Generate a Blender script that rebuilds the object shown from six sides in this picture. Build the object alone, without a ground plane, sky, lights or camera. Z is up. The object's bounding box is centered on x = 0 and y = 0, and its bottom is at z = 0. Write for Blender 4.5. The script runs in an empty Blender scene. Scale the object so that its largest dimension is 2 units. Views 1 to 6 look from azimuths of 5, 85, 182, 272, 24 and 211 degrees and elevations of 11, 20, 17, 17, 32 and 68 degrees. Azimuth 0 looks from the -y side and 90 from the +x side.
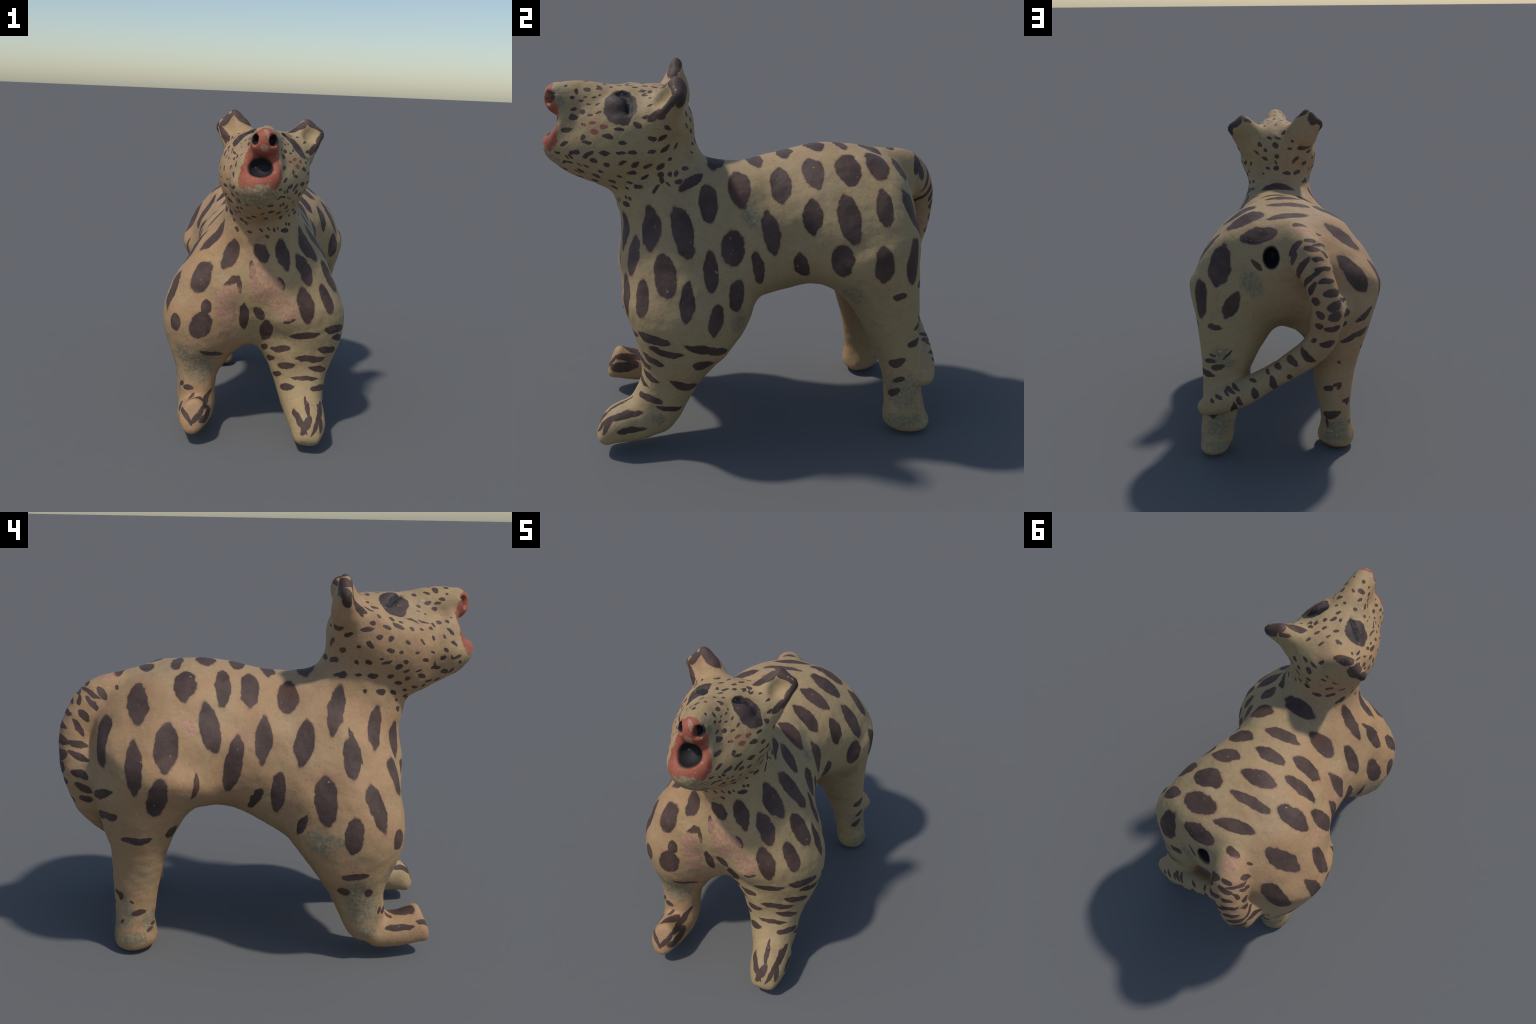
"""Hand-modelled, painted earthenware leopard cub, standing with its head raised and mouth open.

The clay body is one implicit surface: tubes of oval section (torso, neck, head, legs, tail,
ears) melted together, with mouth, nostrils, ear cups and vent hollowed out.  It is polygonised,
cut into named anatomical parts, and painted with procedural brush marks.
"""
import bpy, math, random
import numpy as np

# ---------------------------------------------------------------- clay tubes
# name: (melting radius, section yaw, egg shape, stations along the spine: x, y, z, half width, half depth)
TUBES = {
    'torso': (0.08, -0.00, 0.12, [
        (0.025, -0.422, 0.846, 0.338, 0.277),
        (0.021, -0.286, 0.928, 0.374, 0.362),
        (0.030, -0.178, 0.977, 0.349, 0.365),
        (0.044, -0.047, 1.012, 0.322, 0.340),
        (0.021, 0.087, 1.028, 0.334, 0.340),
        (0.024, 0.215, 1.061, 0.373, 0.335),
        (0.021, 0.343, 1.076, 0.430, 0.336),
        (0.015, 0.471, 1.080, 0.446, 0.328),
        (0.017, 0.579, 1.083, 0.444, 0.292),
    ]),
    'neck': (0.13, -0.00, 0.01, [
        (0.060, -0.349, 0.980, 0.281, 0.266),
        (0.057, -0.434, 1.203, 0.208, 0.231),
        (0.051, -0.485, 1.423, 0.187, 0.203),
        (0.040, -0.479, 1.588, 0.200, 0.189),
    ]),
    'head': (0.07, 0.00, -0.04, [
        (0.055, -0.429, 1.570, 0.209, 0.150),
        (0.063, -0.531, 1.520, 0.245, 0.204),
        (0.076, -0.659, 1.517, 0.221, 0.211),
        (0.093, -0.777, 1.530, 0.142, 0.188),
        (0.103, -0.839, 1.551, 0.089, 0.138),
    ]),
    'snout': (0.04, 0.00, -0.11, [
        (0.081, -0.637, 1.671, 0.091, 0.072),
        (0.084, -0.787, 1.694, 0.080, 0.077),
        (0.087, -0.903, 1.700, 0.078, 0.080),
    ]),
    'jaw': (0.06, 0.00, 0.20, [
        (0.045, -0.678, 1.425, 0.185, 0.154),
        (0.051, -0.834, 1.460, 0.138, 0.110),
        (0.069, -0.930, 1.474, 0.101, 0.077),
    ]),
    'shoulder_r': (0.12, -0.00, 0.06, [
        (0.240, -0.315, 0.890, 0.189, 0.293),
        (0.292, -0.359, 0.687, 0.257, 0.300),
        (0.300, -0.406, 0.513, 0.229, 0.211),
        (0.311, -0.465, 0.340, 0.155, 0.138),
        (0.336, -0.543, 0.193, 0.117, 0.127),
        (0.350, -0.587, 0.137, 0.082, 0.104),
    ]),
    'foot_r': (0.03, 0.04, -0.00, [
        (0.357, -0.609, 0.156, 0.111, 0.109),
        (0.376, -0.730, 0.137, 0.102, 0.095),
        (0.381, -0.810, 0.076, 0.073, 0.045),
    ]),
    'shoulder_l': (0.12, 0.00, -0.02, [
        (-0.171, -0.316, 0.872, 0.208, 0.271),
        (-0.256, -0.414, 0.657, 0.253, 0.272),
        (-0.274, -0.450, 0.483, 0.192, 0.209),
        (-0.292, -0.474, 0.322, 0.120, 0.134),
        (-0.290, -0.496, 0.188, 0.110, 0.093),
        (-0.292, -0.513, 0.133, 0.104, 0.061),
    ]),
    'foot_l': (0.03, -0.25, -0.00, [
        (-0.280, -0.549, 0.121, 0.100, 0.073),
        (-0.273, -0.678, 0.130, 0.092, 0.082),
        (-0.258, -0.791, 0.165, 0.077, 0.106),
    ]),
    'hind_r': (0.11, -0.00, -0.04, [
        (0.277, 0.540, 0.939, 0.237, 0.238),
        (0.286, 0.603, 0.763, 0.210, 0.190),
        (0.326, 0.671, 0.512, 0.136, 0.114),
        (0.361, 0.698, 0.299, 0.102, 0.089),
        (0.391, 0.709, 0.075, 0.091, 0.110),
        (0.391, 0.709, 0.045, 0.091, 0.110),
    ]),
    'hind_l': (0.11, -0.00, 0.07, [
        (-0.351, 0.510, 0.971, 0.180, 0.245),
        (-0.327, 0.567, 0.790, 0.157, 0.200),
        (-0.290, 0.608, 0.508, 0.126, 0.133),
        (-0.295, 0.628, 0.280, 0.094, 0.107),
        (-0.311, 0.635, 0.075, 0.100, 0.100),
        (-0.311, 0.635, 0.045, 0.100, 0.100),
    ]),
    'flank': (0.10, 0.00, -0.13, [
        (-0.207, -0.150, 0.832, 0.194, 0.179),
        (-0.225, -0.004, 0.901, 0.182, 0.164),
        (-0.224, 0.124, 0.952, 0.182, 0.162),
        (-0.229, 0.276, 0.990, 0.191, 0.174),
    ]),
    'rump': (0.09, 0.00, 0.44, [
        (-0.169, 0.521, 1.195, 0.190, 0.166),
        (-0.235, 0.607, 1.004, 0.190, 0.169),
        (-0.266, 0.634, 0.833, 0.170, 0.151),
        (-0.290, 0.641, 0.678, 0.129, 0.116),
    ]),
    'tail': (0.04, 0.00, -0.00, [
        (-0.003, 0.533, 1.251, 0.091, 0.091),
        (-0.068, 0.670, 1.271, 0.089, 0.090),
        (-0.138, 0.822, 1.238, 0.082, 0.084),
        (-0.205, 0.908, 1.090, 0.079, 0.080),
        (-0.238, 0.903, 0.923, 0.077, 0.078),
        (-0.207, 0.853, 0.744, 0.082, 0.082),
        (-0.102, 0.803, 0.616, 0.074, 0.074),
        (0.020, 0.789, 0.527, 0.072, 0.070),
        (0.214, 0.800, 0.413, 0.078, 0.073),
        (0.375, 0.799, 0.344, 0.070, 0.068),
        (0.446, 0.795, 0.313, 0.048, 0.046),
    ]),
    'ear_r': (0.05, 0.11, 0.00, [
        (0.222, -0.415, 1.626, 0.106, 0.085),
        (0.271, -0.376, 1.694, 0.092, 0.067),
        (0.305, -0.340, 1.742, 0.072, 0.044),
    ]),
    'ear_l': (0.05, -0.15, 0.00, [
        (-0.097, -0.366, 1.668, 0.100, 0.079),
        (-0.135, -0.353, 1.738, 0.089, 0.058),
        (-0.171, -0.348, 1.779, 0.073, 0.035),
    ]),
}
r = .028
TUBES['lip'] = (.025, 0, 0, [
    (.026, -.864, 1.650, .032, .032), (.004, -.882, 1.585, r, r), (.014, -.910, 1.530, r, r), (.075, -.953, 1.500, r, r),
    (.138, -.926, 1.520, r, r), (.152, -.888, 1.580, r, r), (.142, -.864, 1.650, .032, .032)])
# crease under each upper eyelid, pressed in with a stick
CREASES = [
    [(.165, -.610, 1.722, .012, .012), (.190, -.575, 1.710, .017, .017), (.226, -.560, 1.684, .017, .017), (.254, -.566, 1.650, .012, .012)],
    [(.008, -.620, 1.738, .010, .010), (-.028, -.592, 1.731, .015, .015), (-.062, -.568, 1.713, .015, .015), (-.090, -.552, 1.700, .010, .010)],
]

PRESSES = [
    ((-0.53, 0.41, 0.99), 0.18, -0.016),
    ((0.45, 0.67, 1.11), 0.12, -0.017),
    ((-0.25, 0.60, -0.00), 0.12, -0.027),
    ((0.10, -0.95, 1.67), 0.18, 0.009),
    ((-0.26, -0.81, 0.19), 0.12, 0.014),
    ((0.07, 0.85, 0.48), 0.18, 0.008),
    ((0.49, 0.43, 1.06), 0.12, -0.014),
    ((0.46, 0.77, 0.04), 0.12, 0.008),
    ((-0.40, 0.62, 0.16), 0.18, 0.006),
    ((-0.03, -0.50, 0.51), 0.12, -0.011),
    ((-0.22, 0.11, 0.71), 0.12, -0.011),
    ((0.36, -0.83, 0.09), 0.12, 0.005),
    ((0.35, 0.11, 1.17), 0.12, -0.012),
    ((-0.22, -0.65, 0.23), 0.12, -0.013),
    ((0.05, 0.57, 0.69), 0.12, -0.009),
    ((0.41, 0.85, 0.34), 0.12, 0.006),
    ((0.20, 0.78, 1.13), 0.12, 0.011),
    ((0.28, 0.67, 1.28), 0.12, -0.009),
    ((0.24, -0.02, 0.70), 0.12, 0.010),
    ((-0.44, -0.39, 0.88), 0.12, -0.007),
    ((-0.48, 0.52, 1.15), 0.12, -0.009),
    ((-0.22, 0.63, 0.14), 0.12, 0.012),
    ((-0.26, 0.78, 1.21), 0.12, -0.010),
    ((-0.32, 0.59, 1.26), 0.12, 0.009),
    ((-0.08, 0.35, 1.41), 0.12, -0.007),
    ((0.38, -0.14, 0.52), 0.12, -0.008),
]
PRESSES += [    # second round of pads and presses, after walking round the piece
    ((-.29, -.05, 1.14), .12, -.025), ((-.28, .32, 1.30), .09, -.018), ((-.42, -.02, .90), .13, .034),
    ((-.42, .18, .98), .10, .018), ((.22, -.02, 1.28), .10, -.024), ((.18, .56, 1.36), .08, -.018),
    ((-.08, .80, 1.15), .09, -.034), ((-.29, .85, .92), .09, -.026), ((-.45, -.33, .48), .10, -.024),
    ((-.29, -.61, .38), .10, .020), ((-.18, -.59, .42), .08, .015), ((-.42, .73, .87), .10, -.026),
    ((.22, -.63, .70), .09, -.022), ((.20, -.63, 1.04), .06, -.012), ((-.13, -.65, .98), .08, .014),
    ((.39, .18, 1.04), .07, .013), ((-.11, -.78, 1.41), .08, .018), ((-.09, -.60, 1.68), .07, .018),
    ((-.16, .92, .80), .06, .012), ((-.41, -.20, .62), .10, -.020),
    ((-.43, .67, 1.09), .09, -.022), ((-.50, .51, .78), .08, .015), ((.29, .55, .52), .09, -.016),
    ((-.02, -.84, 1.58), .06, -.024), ((.10, -.82, 1.70), .05, -.012), ((-.31, -.58, .91), .08, -.016),
    ((.27, -.59, .48), .07, -.014), ((.25, .79, 1.06), .06, .010), ((-.43, -.31, .90), .08, .014),
    ((-.07, .88, 1.17), .06, -.015), ((.22, -.25, 1.30), .05, -.012), ((.45, -.22, .51), .07, -.012),
    ((-.14, -.30, 1.77), .05, .015), ((.0, .45, 1.42), .10, .008),
    ((.085, -.78, 1.775), .08, -.006), ((.0, -.58, 1.74), .05, -.012), ((.15, -.58, 1.735), .05, -.012),
    ((.05, .15, .66), .10, -.008), ((.29, .60, .36), .08, -.014), ((-.46, .38, .92), .09, -.008),
    ((-.20, .82, .88), .06, -.020),
]

# hollows: centre, radii, yaw/pitch (degrees), melting radius
def rot(yaw=0, pitch=0, roll=0):
    y, p, r = (math.radians(v) for v in (yaw, pitch, roll))
    Rz = np.array([[math.cos(y), -math.sin(y), 0], [math.sin(y), math.cos(y), 0], [0, 0, 1]])
    Rx = np.array([[1, 0, 0], [0, math.cos(p), -math.sin(p)], [0, math.sin(p), math.cos(p)]])
    Ry = np.array([[math.cos(r), 0, math.sin(r)], [0, 1, 0], [-math.sin(r), 0, math.cos(r)]])
    return Rz @ Rx @ Ry

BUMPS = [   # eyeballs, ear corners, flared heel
    ((.190, -.622, 1.668), (.042, .060, .042), rot(-25, 0, 0), .025),
    ((-.028, -.612, 1.676), (.042, .060, .042), rot(25, 0, 0), .025),
    ((.282, -.344, 1.770), (.022, .014, .024), rot(), .04),
    ((.349, -.332, 1.722), (.022, .014, .022), rot(), .04),
    ((-.135, -.344, 1.808), (.022, .014, .024), rot(), .04),
    ((-.208, -.348, 1.744), (.022, .014, .022), rot(), .04),
    ((.400, .770, .050), (.066, .058, .034), rot(), .04),
]
HOLLOWS = [
    ('mouth', (.072, -.928, 1.572), (.062, .066, .050), rot(), .012),
    ('nostril', (.130, -.930, 1.709), (.022, .050, .030), rot(12, 0, 0), .010),
    ('nostril', (.042, -.930, 1.711), (.017, .050, .028), rot(-12, 0, 0), .010),
    ('vent', (.055, .800, 1.190), (.042, .110, .056), rot(), .012),
    ('ear', (.318, -.430, 1.735), (.056, .056, .066), rot(20, -20, 35), .02),
    ('ear', (-.170, -.438, 1.765), (.056, .054, .066), rot(-20, -20, -35), .02),
]

SUB = 3
def spline(stations):
    S = np.asarray(stations, float)
    P = np.vstack([2 * S[0] - S[1], S, 2 * S[-1] - S[-2]])
    out = []
    for i in range(len(S) - 1):
        p0, p1, p2, p3 = P[i:i + 4]
        for t in np.arange(SUB) / SUB:
            out.append(.5 * (2 * p1 + (p2 - p0) * t + (2 * p0 - 5 * p1 + 4 * p2 - p3) * t * t
                             + (3 * p1 - p0 - 3 * p2 + p3) * t ** 3))
    out.append(S[-1])
    return np.array(out)

def unit(v):
    return v / np.linalg.norm(v, axis=-1, keepdims=True)

def tube_field(p, name):
    """Signed distance (roughly) to a tube whose oval section is swept along its spine."""
    _, yaw, egg, _ = TUBES[name]
    C = CURVES[name]
    best = np.full(len(p), .5)
    c, r = C[:, :3], np.maximum(C[:, 3:], .015)
    T = unit(np.gradient(c, axis=0))
    if name.startswith('ear'):
        side = math.cos(yaw) * np.cross(T[len(T) // 2], [0, 1, 0]) + math.sin(yaw) * np.array([0, 1, 0])
    else:
        side = np.array([math.cos(yaw), math.sin(yaw), 0])
    everything = p
    for i in range(len(c) - 1):
        d, dT = c[i + 1] - c[i], T[i + 1] - T[i]
        L = np.linalg.norm(d)
        reach = L / 2 + r[i:i + 2].max() + .12
        near = np.flatnonzero(((everything - (c[i] + c[i + 1]) / 2) ** 2).sum(1) < reach ** 2)
        if not len(near):
            continue
        p = everything[near]
        q = p - c[i]
        qT, qdT, dT0, ddT = q @ T[i], q @ dT, d @ T[i], d @ dT
        w = np.clip(q @ d / L ** 2, 0, 1)
        for _ in range(3):                       # foot of the point on the bent spine
            w = np.clip(w - (qT + w * qdT - w * dT0 - w * w * ddT) / np.minimum(qdT - dT0 - 2 * w * ddT, -.2 * L), 0, 1)
        t = unit(T[i] + w[:, None] * dT)
        s = unit(side - t * (t @ side)[:, None])
        u = np.cross(t, s)
        q = q - w[:, None] * d
        a = r[i, 0] + (r[i + 1, 0] - r[i, 0]) * w
        b = r[i, 1] + (r[i + 1, 1] - r[i, 1]) * w
        e, ls, ln = (q * t).sum(1), (q * s).sum(1), (q * u).sum(1)
        tip = (e > 0) if i == len(c) - 2 else (e < 0) if i == 0 else np.zeros(len(p), bool)
        m = np.minimum(a, b) * np.where(tip, .4 if 'foot' in name else .22 if 'hind' in name else .8, .2)
        a2 = a * (1 + egg * np.clip(ln / b, -1, 1))
        k0 = np.sqrt((ls / a2) ** 2 + (ln / b) ** 2 + (e / m) ** 2)
        k1 = np.sqrt((ls / a2 ** 2) ** 2 + (ln / b ** 2) ** 2 + (e / m ** 2) ** 2) + 1e-6
        best[near] = np.minimum(best[near], np.where(k0 < .2, -np.minimum(a, b) * .8, k0 * (k0 - 1) / k1))
    return best

def blob_field(p, c, r, R):
    q = (p - np.array(c)) @ R
    r = np.array(r)
    k0 = np.sqrt(((q / r) ** 2).sum(1))
    k1 = np.sqrt(((q / r ** 2) ** 2).sum(1)) + 1e-6
    return np.where(k0 < .2, -r.min(), k0 * (k0 - 1) / k1)

def smin(a, b, k):
    h = np.maximum(k - np.abs(a - b), 0) / k
    return np.minimum(a, b) - h * h * k * .25

CURVES = {n: spline(v[3]) for n, v in TUBES.items()}
BOUNDS = {n: ((c[:, :3] - c[:, 3:].max(1)[:, None]).min(0) - .14,
              (c[:, :3] + c[:, 3:].max(1)[:, None]).max(0) + .14) for n, c in CURVES.items()}

CORE = [n for n in TUBES if n.split('_')[0] not in ('ear', 'snout', 'foot', 'tail', 'lip')]

def melt(p, names, f=None):
    for n in names:
        lo, hi = BOUNDS[n]
        inside = ((p > lo) & (p < hi)).all(1)
        g = np.full(len(p), .5)
        if inside.any():
            g[inside] = tube_field(p[inside], n)
        f = g if f is None else smin(f, g, TUBES[n][0])
    return f

def finish(p, f):
    """Thumb presses, small features and hollows on top of the smoothed body."""
    for c, r, amount in PRESSES:                  # thumb presses (+) and pads of clay (-)
        f = f + amount * np.exp(-((p - np.array(c)) ** 2).sum(1) / r ** 2)
    for c, r, R, k in BUMPS:
        f = smin(f, blob_field(p, c, r, R), k)
    for crease in CREASES:
        TUBES['crease'], CURVES['crease'] = (.012, 0, 0, crease), spline(crease)
        f = -smin(-f, tube_field(p, 'crease'), .012)
        del TUBES['crease']
    for _, c, r, R, k in HOLLOWS:
        f = -smin(-f, blob_field(p, c, r, R), k)
    return -smin(-f, p[:, 2] - .009, .012)        # flat soles

def blur(F, sigma):
    n = int(math.ceil(3 * sigma))
    k = np.exp(-np.arange(-n, n + 1) ** 2 / (2 * sigma ** 2))
    k /= k.sum()
    for ax in range(3):
        G = np.pad(F, [(n, n) if a == ax else (0, 0) for a in range(3)], mode='edge')
        F = sum(w * np.take(G, range(i, i + F.shape[ax]), ax) for i, w in enumerate(k))
    return F

# ---------------------------------------------------------------- polygonise (surface nets)
def polygonise(h=.0095, coarse=4):
    lo = np.array([-.66, -1.10, -.08])
    hi = np.array([.68, 1.12, 1.96])
    N = np.ceil((hi - lo) / h / coarse).astype(int) * coarse + 1
    def nodes(ijk):
        return lo + ijk * h
    cn = (N - 1) // coarse
    cc = np.stack(np.meshgrid(*[np.arange(n) for n in cn], indexing='ij'), -1).reshape(-1, 3)
    off = np.stack(np.meshgrid(*[np.arange(coarse)] * 3, indexing='ij'), -1).reshape(-1, 3)
    def spread(v):
        G = v.reshape(cn)
        for ax in range(3):
            G = np.repeat(G, coarse, ax)
        return np.pad(G, ((0, 1),) * 3, constant_values=.5).astype(np.float32)
    mid = nodes(cc * coarse + coarse / 2)
    f1 = melt(mid, CORE)
    F = spread(f1)
    idx = (cc[np.abs(f1) < .14][:, None] * coarse + off).reshape(-1, 3)
    F[tuple(idx.T)] = melt(nodes(idx), CORE)
    F = np.clip(F, -.1, .1)
    B = blur(F, 3.6)                              # wet-sponge smoothing that keeps the volume
    F = 2 * B - blur(B, 3.6)
    def pick(F):
        c2 = coarse // 2
        return F[c2::coarse, c2::coarse, c2::coarse][:cn[0], :cn[1], :cn[2]].reshape(-1).astype(float)
    def refine(step, F, band):
        f = step(mid, pick(F))
        idx = (cc[np.abs(f) < band][:, None] * coarse + off).reshape(-1, 3)
        G = spread(f)
        G[tuple(idx.T)] = step(nodes(idx), F[tuple(idx.T)].astype(float))
        return G
    LIMBS = [n for n in TUBES if n not in CORE]
    F = refine(lambda p, f: melt(p, LIMBS, f), F, .085)
    F = np.clip(F, -.06, .06)
    B = blur(F, 1.7)
    F = refine(finish, 2 * B - blur(B, 1.7), .055)
    global FIELD
    FIELD = (lo, h, F)
    s = F < 0
    corners = [(i, j, k) for i in (0, 1) for j in (0, 1) for k in (0, 1)]
    sl = lambda o: tuple(slice(o[a], o[a] + N[a] - 1) for a in range(3))
    cnt = sum(s[sl(o)].astype(np.int8) for o in corners)
    cell = np.argwhere((cnt > 0) & (cnt < 8))
    vid = -np.ones(N - 1, int)
    vid[tuple(cell.T)] = np.arange(len(cell))
    acc = np.zeros((len(cell), 3))
    num = np.zeros(len(cell))
    for a in corners:
        for ax in range(3):
            if a[ax]:
                continue
            b = list(a)
            b[ax] = 1
            fa = F[tuple((cell + a).T)]
            fb = F[tuple((cell + b).T)]
            m = (fa < 0) != (fb < 0)
            t = np.where(m, fa / np.where(m, fa - fb, 1), 0)
            pnt = np.array(a, float) + 0 * acc
            pnt[:, ax] = t
            acc += pnt * m[:, None]
            num += m
    V = nodes(cell + acc / num[:, None])
    quads = []
    for ax in range(3):
        u, w = (ax + 1) % 3, (ax + 2) % 3
        a = [slice(None)] * 3
        b = [slice(None)] * 3
        a[ax], b[ax] = slice(0, -1), slice(1, None)
        ed = np.argwhere(s[tuple(a)] != s[tuple(b)])
        ed = ed[(ed[:, u] > 0) & (ed[:, w] > 0)]
        out = s[tuple(ed.T)]
        du, dw = np.eye(3, dtype=int)[u], np.eye(3, dtype=int)[w]
        q = np.stack([vid[tuple((ed - du - dw).T)], vid[tuple((ed - dw).T)],
                      vid[tuple(ed.T)], vid[tuple((ed - du).T)]], 1)
        q[~out] = q[~out][:, ::-1]
        quads.append(q)
    Q = np.vstack(quads)
    Q = Q[(Q >= 0).all(1)]
    for step in range(5):                         # even out the net, keeping its size
        tot = np.zeros_like(V)
        n = np.zeros(len(V))
        for i in range(4):
            for j in (1, 3):
                np.add.at(tot, Q[:, i], V[Q[:, (i + j) % 4]])
                np.add.at(n, Q[:, i], 1)
        V = V + (tot / n[:, None] - V) * (.5 if step % 2 == 0 else -.53)
    return V, Q

VERTS, QUADS = polygonise()

def hand_marks(verts):
    """Slight unevenness of hand-pressed clay: broad waves, finger dabs and grit."""
    from mathutils import noise, Vector
    out = np.empty(len(verts))
    for i, v in enumerate(verts):
        p = Vector(v)
        out[i] = (.0035 * noise.noise(p * 9) + .0022 * noise.noise(p * 22 + Vector((7, 3, 1)))
                  + .0008 * noise.noise(p * 60))
    return out
BRUSH_MARKS = {}
BRUSH_MARKS['right_flank'] = [
    (0.306, -0.498, 1.117, 0.059, -0.004, -0.096, 0.048),
    (0.364, -0.354, 1.108, 0.072, 0.025, -0.106, 0.047),
    (0.290, -0.232, 1.218, 0.050, -0.001, -0.079, 0.042),
    (0.450, -0.447, 0.933, 0.048, 0.010, -0.092, 0.051),
    (0.444, -0.564, 0.824, 0.038, -0.006, -0.082, 0.038),
    (0.514, -0.351, 0.816, 0.036, -0.009, -0.085, 0.034),
    (0.440, -0.235, 0.939, 0.036, -0.003, -0.086, 0.035),
    (0.375, -0.129, 1.026, 0.028, -0.002, -0.080, 0.055),
    (0.252, -0.084, 1.277, 0.073, 0.012, -0.070, 0.050),
    (0.351, 0.051, 1.074, 0.018, 0.018, -0.105, 0.039),
    (0.369, -0.015, 0.909, -0.007, 0.011, -0.082, 0.031),
    (0.434, -0.120, 0.808, 0.019, -0.007, -0.067, 0.046),
    (0.509, -0.224, 0.722, 0.018, -0.013, -0.075, 0.035),
    (0.260, 0.114, 1.286, 0.078, 0.002, -0.068, 0.048),
    (0.389, 0.240, 1.160, 0.032, 0.002, -0.084, 0.044),
    (0.253, 0.268, 1.334, 0.082, 0.014, -0.051, 0.049),
    (0.441, 0.412, 1.158, 0.058, 0.018, -0.100, 0.051),
    (0.257, 0.437, 1.347, 0.091, -0.005, -0.051, 0.058),
    (0.421, 0.573, 1.189, 0.058, 0.004, -0.074, 0.042),
    (0.365, 0.192, 0.912, -0.023, 0.016, -0.064, 0.035),
    (0.471, 0.368, 0.956, -0.004, -0.003, -0.077, 0.053),
    (0.532, 0.562, 0.955, 0.003, 0.002, -0.089, 0.049),
    (0.240, -0.303, 1.311, -0.030, 0.059, 0.032, 0.026),
]
BRUSH_MARKS['chest'] = [
    (0.316, -0.593, 0.989, 0.039, -0.015, -0.081, 0.039),
    (0.336, -0.641, 0.802, 0.027, -0.004, -0.103, 0.045),
    (-0.098, -0.616, 1.055, -0.028, -0.004, -0.087, 0.048),
    (-0.256, -0.620, 0.925, -0.032, -0.025, -0.085, 0.060),
    (-0.396, -0.635, 0.653, -0.007, 0.004, -0.046, 0.040),
    (-0.217, -0.667, 0.762, -0.008, -0.007, -0.042, 0.028),
    (-0.244, -0.679, 0.659, 0.019, 0.000, 0.076, 0.062),
    (-0.012, -0.634, 0.714, -0.004, 0.032, -0.081, 0.029),
    (0.077, -0.645, 0.739, 0.022, 0.014, -0.039, 0.027),
    (0.117, -0.593, 0.627, -0.011, 0.046, -0.070, 0.038),
    (0.245, -0.668, 0.709, 0.032, 0.001, 0.013, 0.015),
    (0.074, -0.657, 1.088, 0.033, 0.001, -0.048, 0.035),
    (0.032, -0.672, 0.989, 0.001, -0.009, -0.048, 0.015),
    (0.188, -0.633, 1.076, 0.025, -0.009, -0.082, 0.041),
    (0.192, -0.668, 0.926, 0.017, -0.002, -0.034, 0.015),
    (-0.040, -0.676, 0.906, 0.009, -0.004, -0.049, 0.016),
    (-0.087, -0.664, 0.915, 0.038, -0.004, 0.032, 0.018),
]
BRUSH_MARKS['rump'] = [
    (0.340, 0.732, 1.138, 0.025, 0.042, -0.109, 0.063),
    (0.451, 0.716, 0.939, 0.005, -0.008, -0.108, 0.051),
    (0.279, 0.787, 0.921, 0.038, -0.006, -0.075, 0.040),
    (0.374, 0.768, 0.792, -0.040, 0.017, 0.001, 0.018),
    (-0.390, 0.748, 1.098, -0.079, -0.001, -0.102, 0.053),
    (-0.458, 0.748, 0.860, -0.045, -0.055, 0.025, 0.021),
    (-0.395, 0.753, 0.732, -0.063, -0.042, 0.025, 0.021),
    (-0.199, 0.707, 1.300, -0.015, -0.005, -0.008, 0.011),
    (-0.209, 0.844, 1.284, -0.022, -0.057, -0.032, 0.010),
    (-0.225, 0.888, 1.248, -0.019, -0.005, -0.021, 0.013),
]
BRUSH_MARKS['back'] = [
    (0.214, 0.586, 1.355, -0.102, 0.002, 0.048, 0.058),
    (0.125, 0.718, 1.302, -0.097, 0.005, 0.019, 0.049),
    (-0.031, 0.600, 1.376, -0.113, -0.025, 0.001, 0.035),
    (-0.027, 0.445, 1.403, -0.118, -0.005, -0.006, 0.031),
    (-0.003, 0.308, 1.413, -0.096, -0.015, -0.003, 0.048),
    (0.030, 0.155, 1.390, -0.090, -0.002, 0.002, 0.036),
    (0.036, 0.002, 1.360, -0.100, -0.014, -0.002, 0.037),
    (0.053, -0.179, 1.367, -0.103, 0.008, 0.005, 0.043),
    (-0.095, 0.722, 1.357, -0.039, -0.001, -0.003, 0.023),
]
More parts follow.
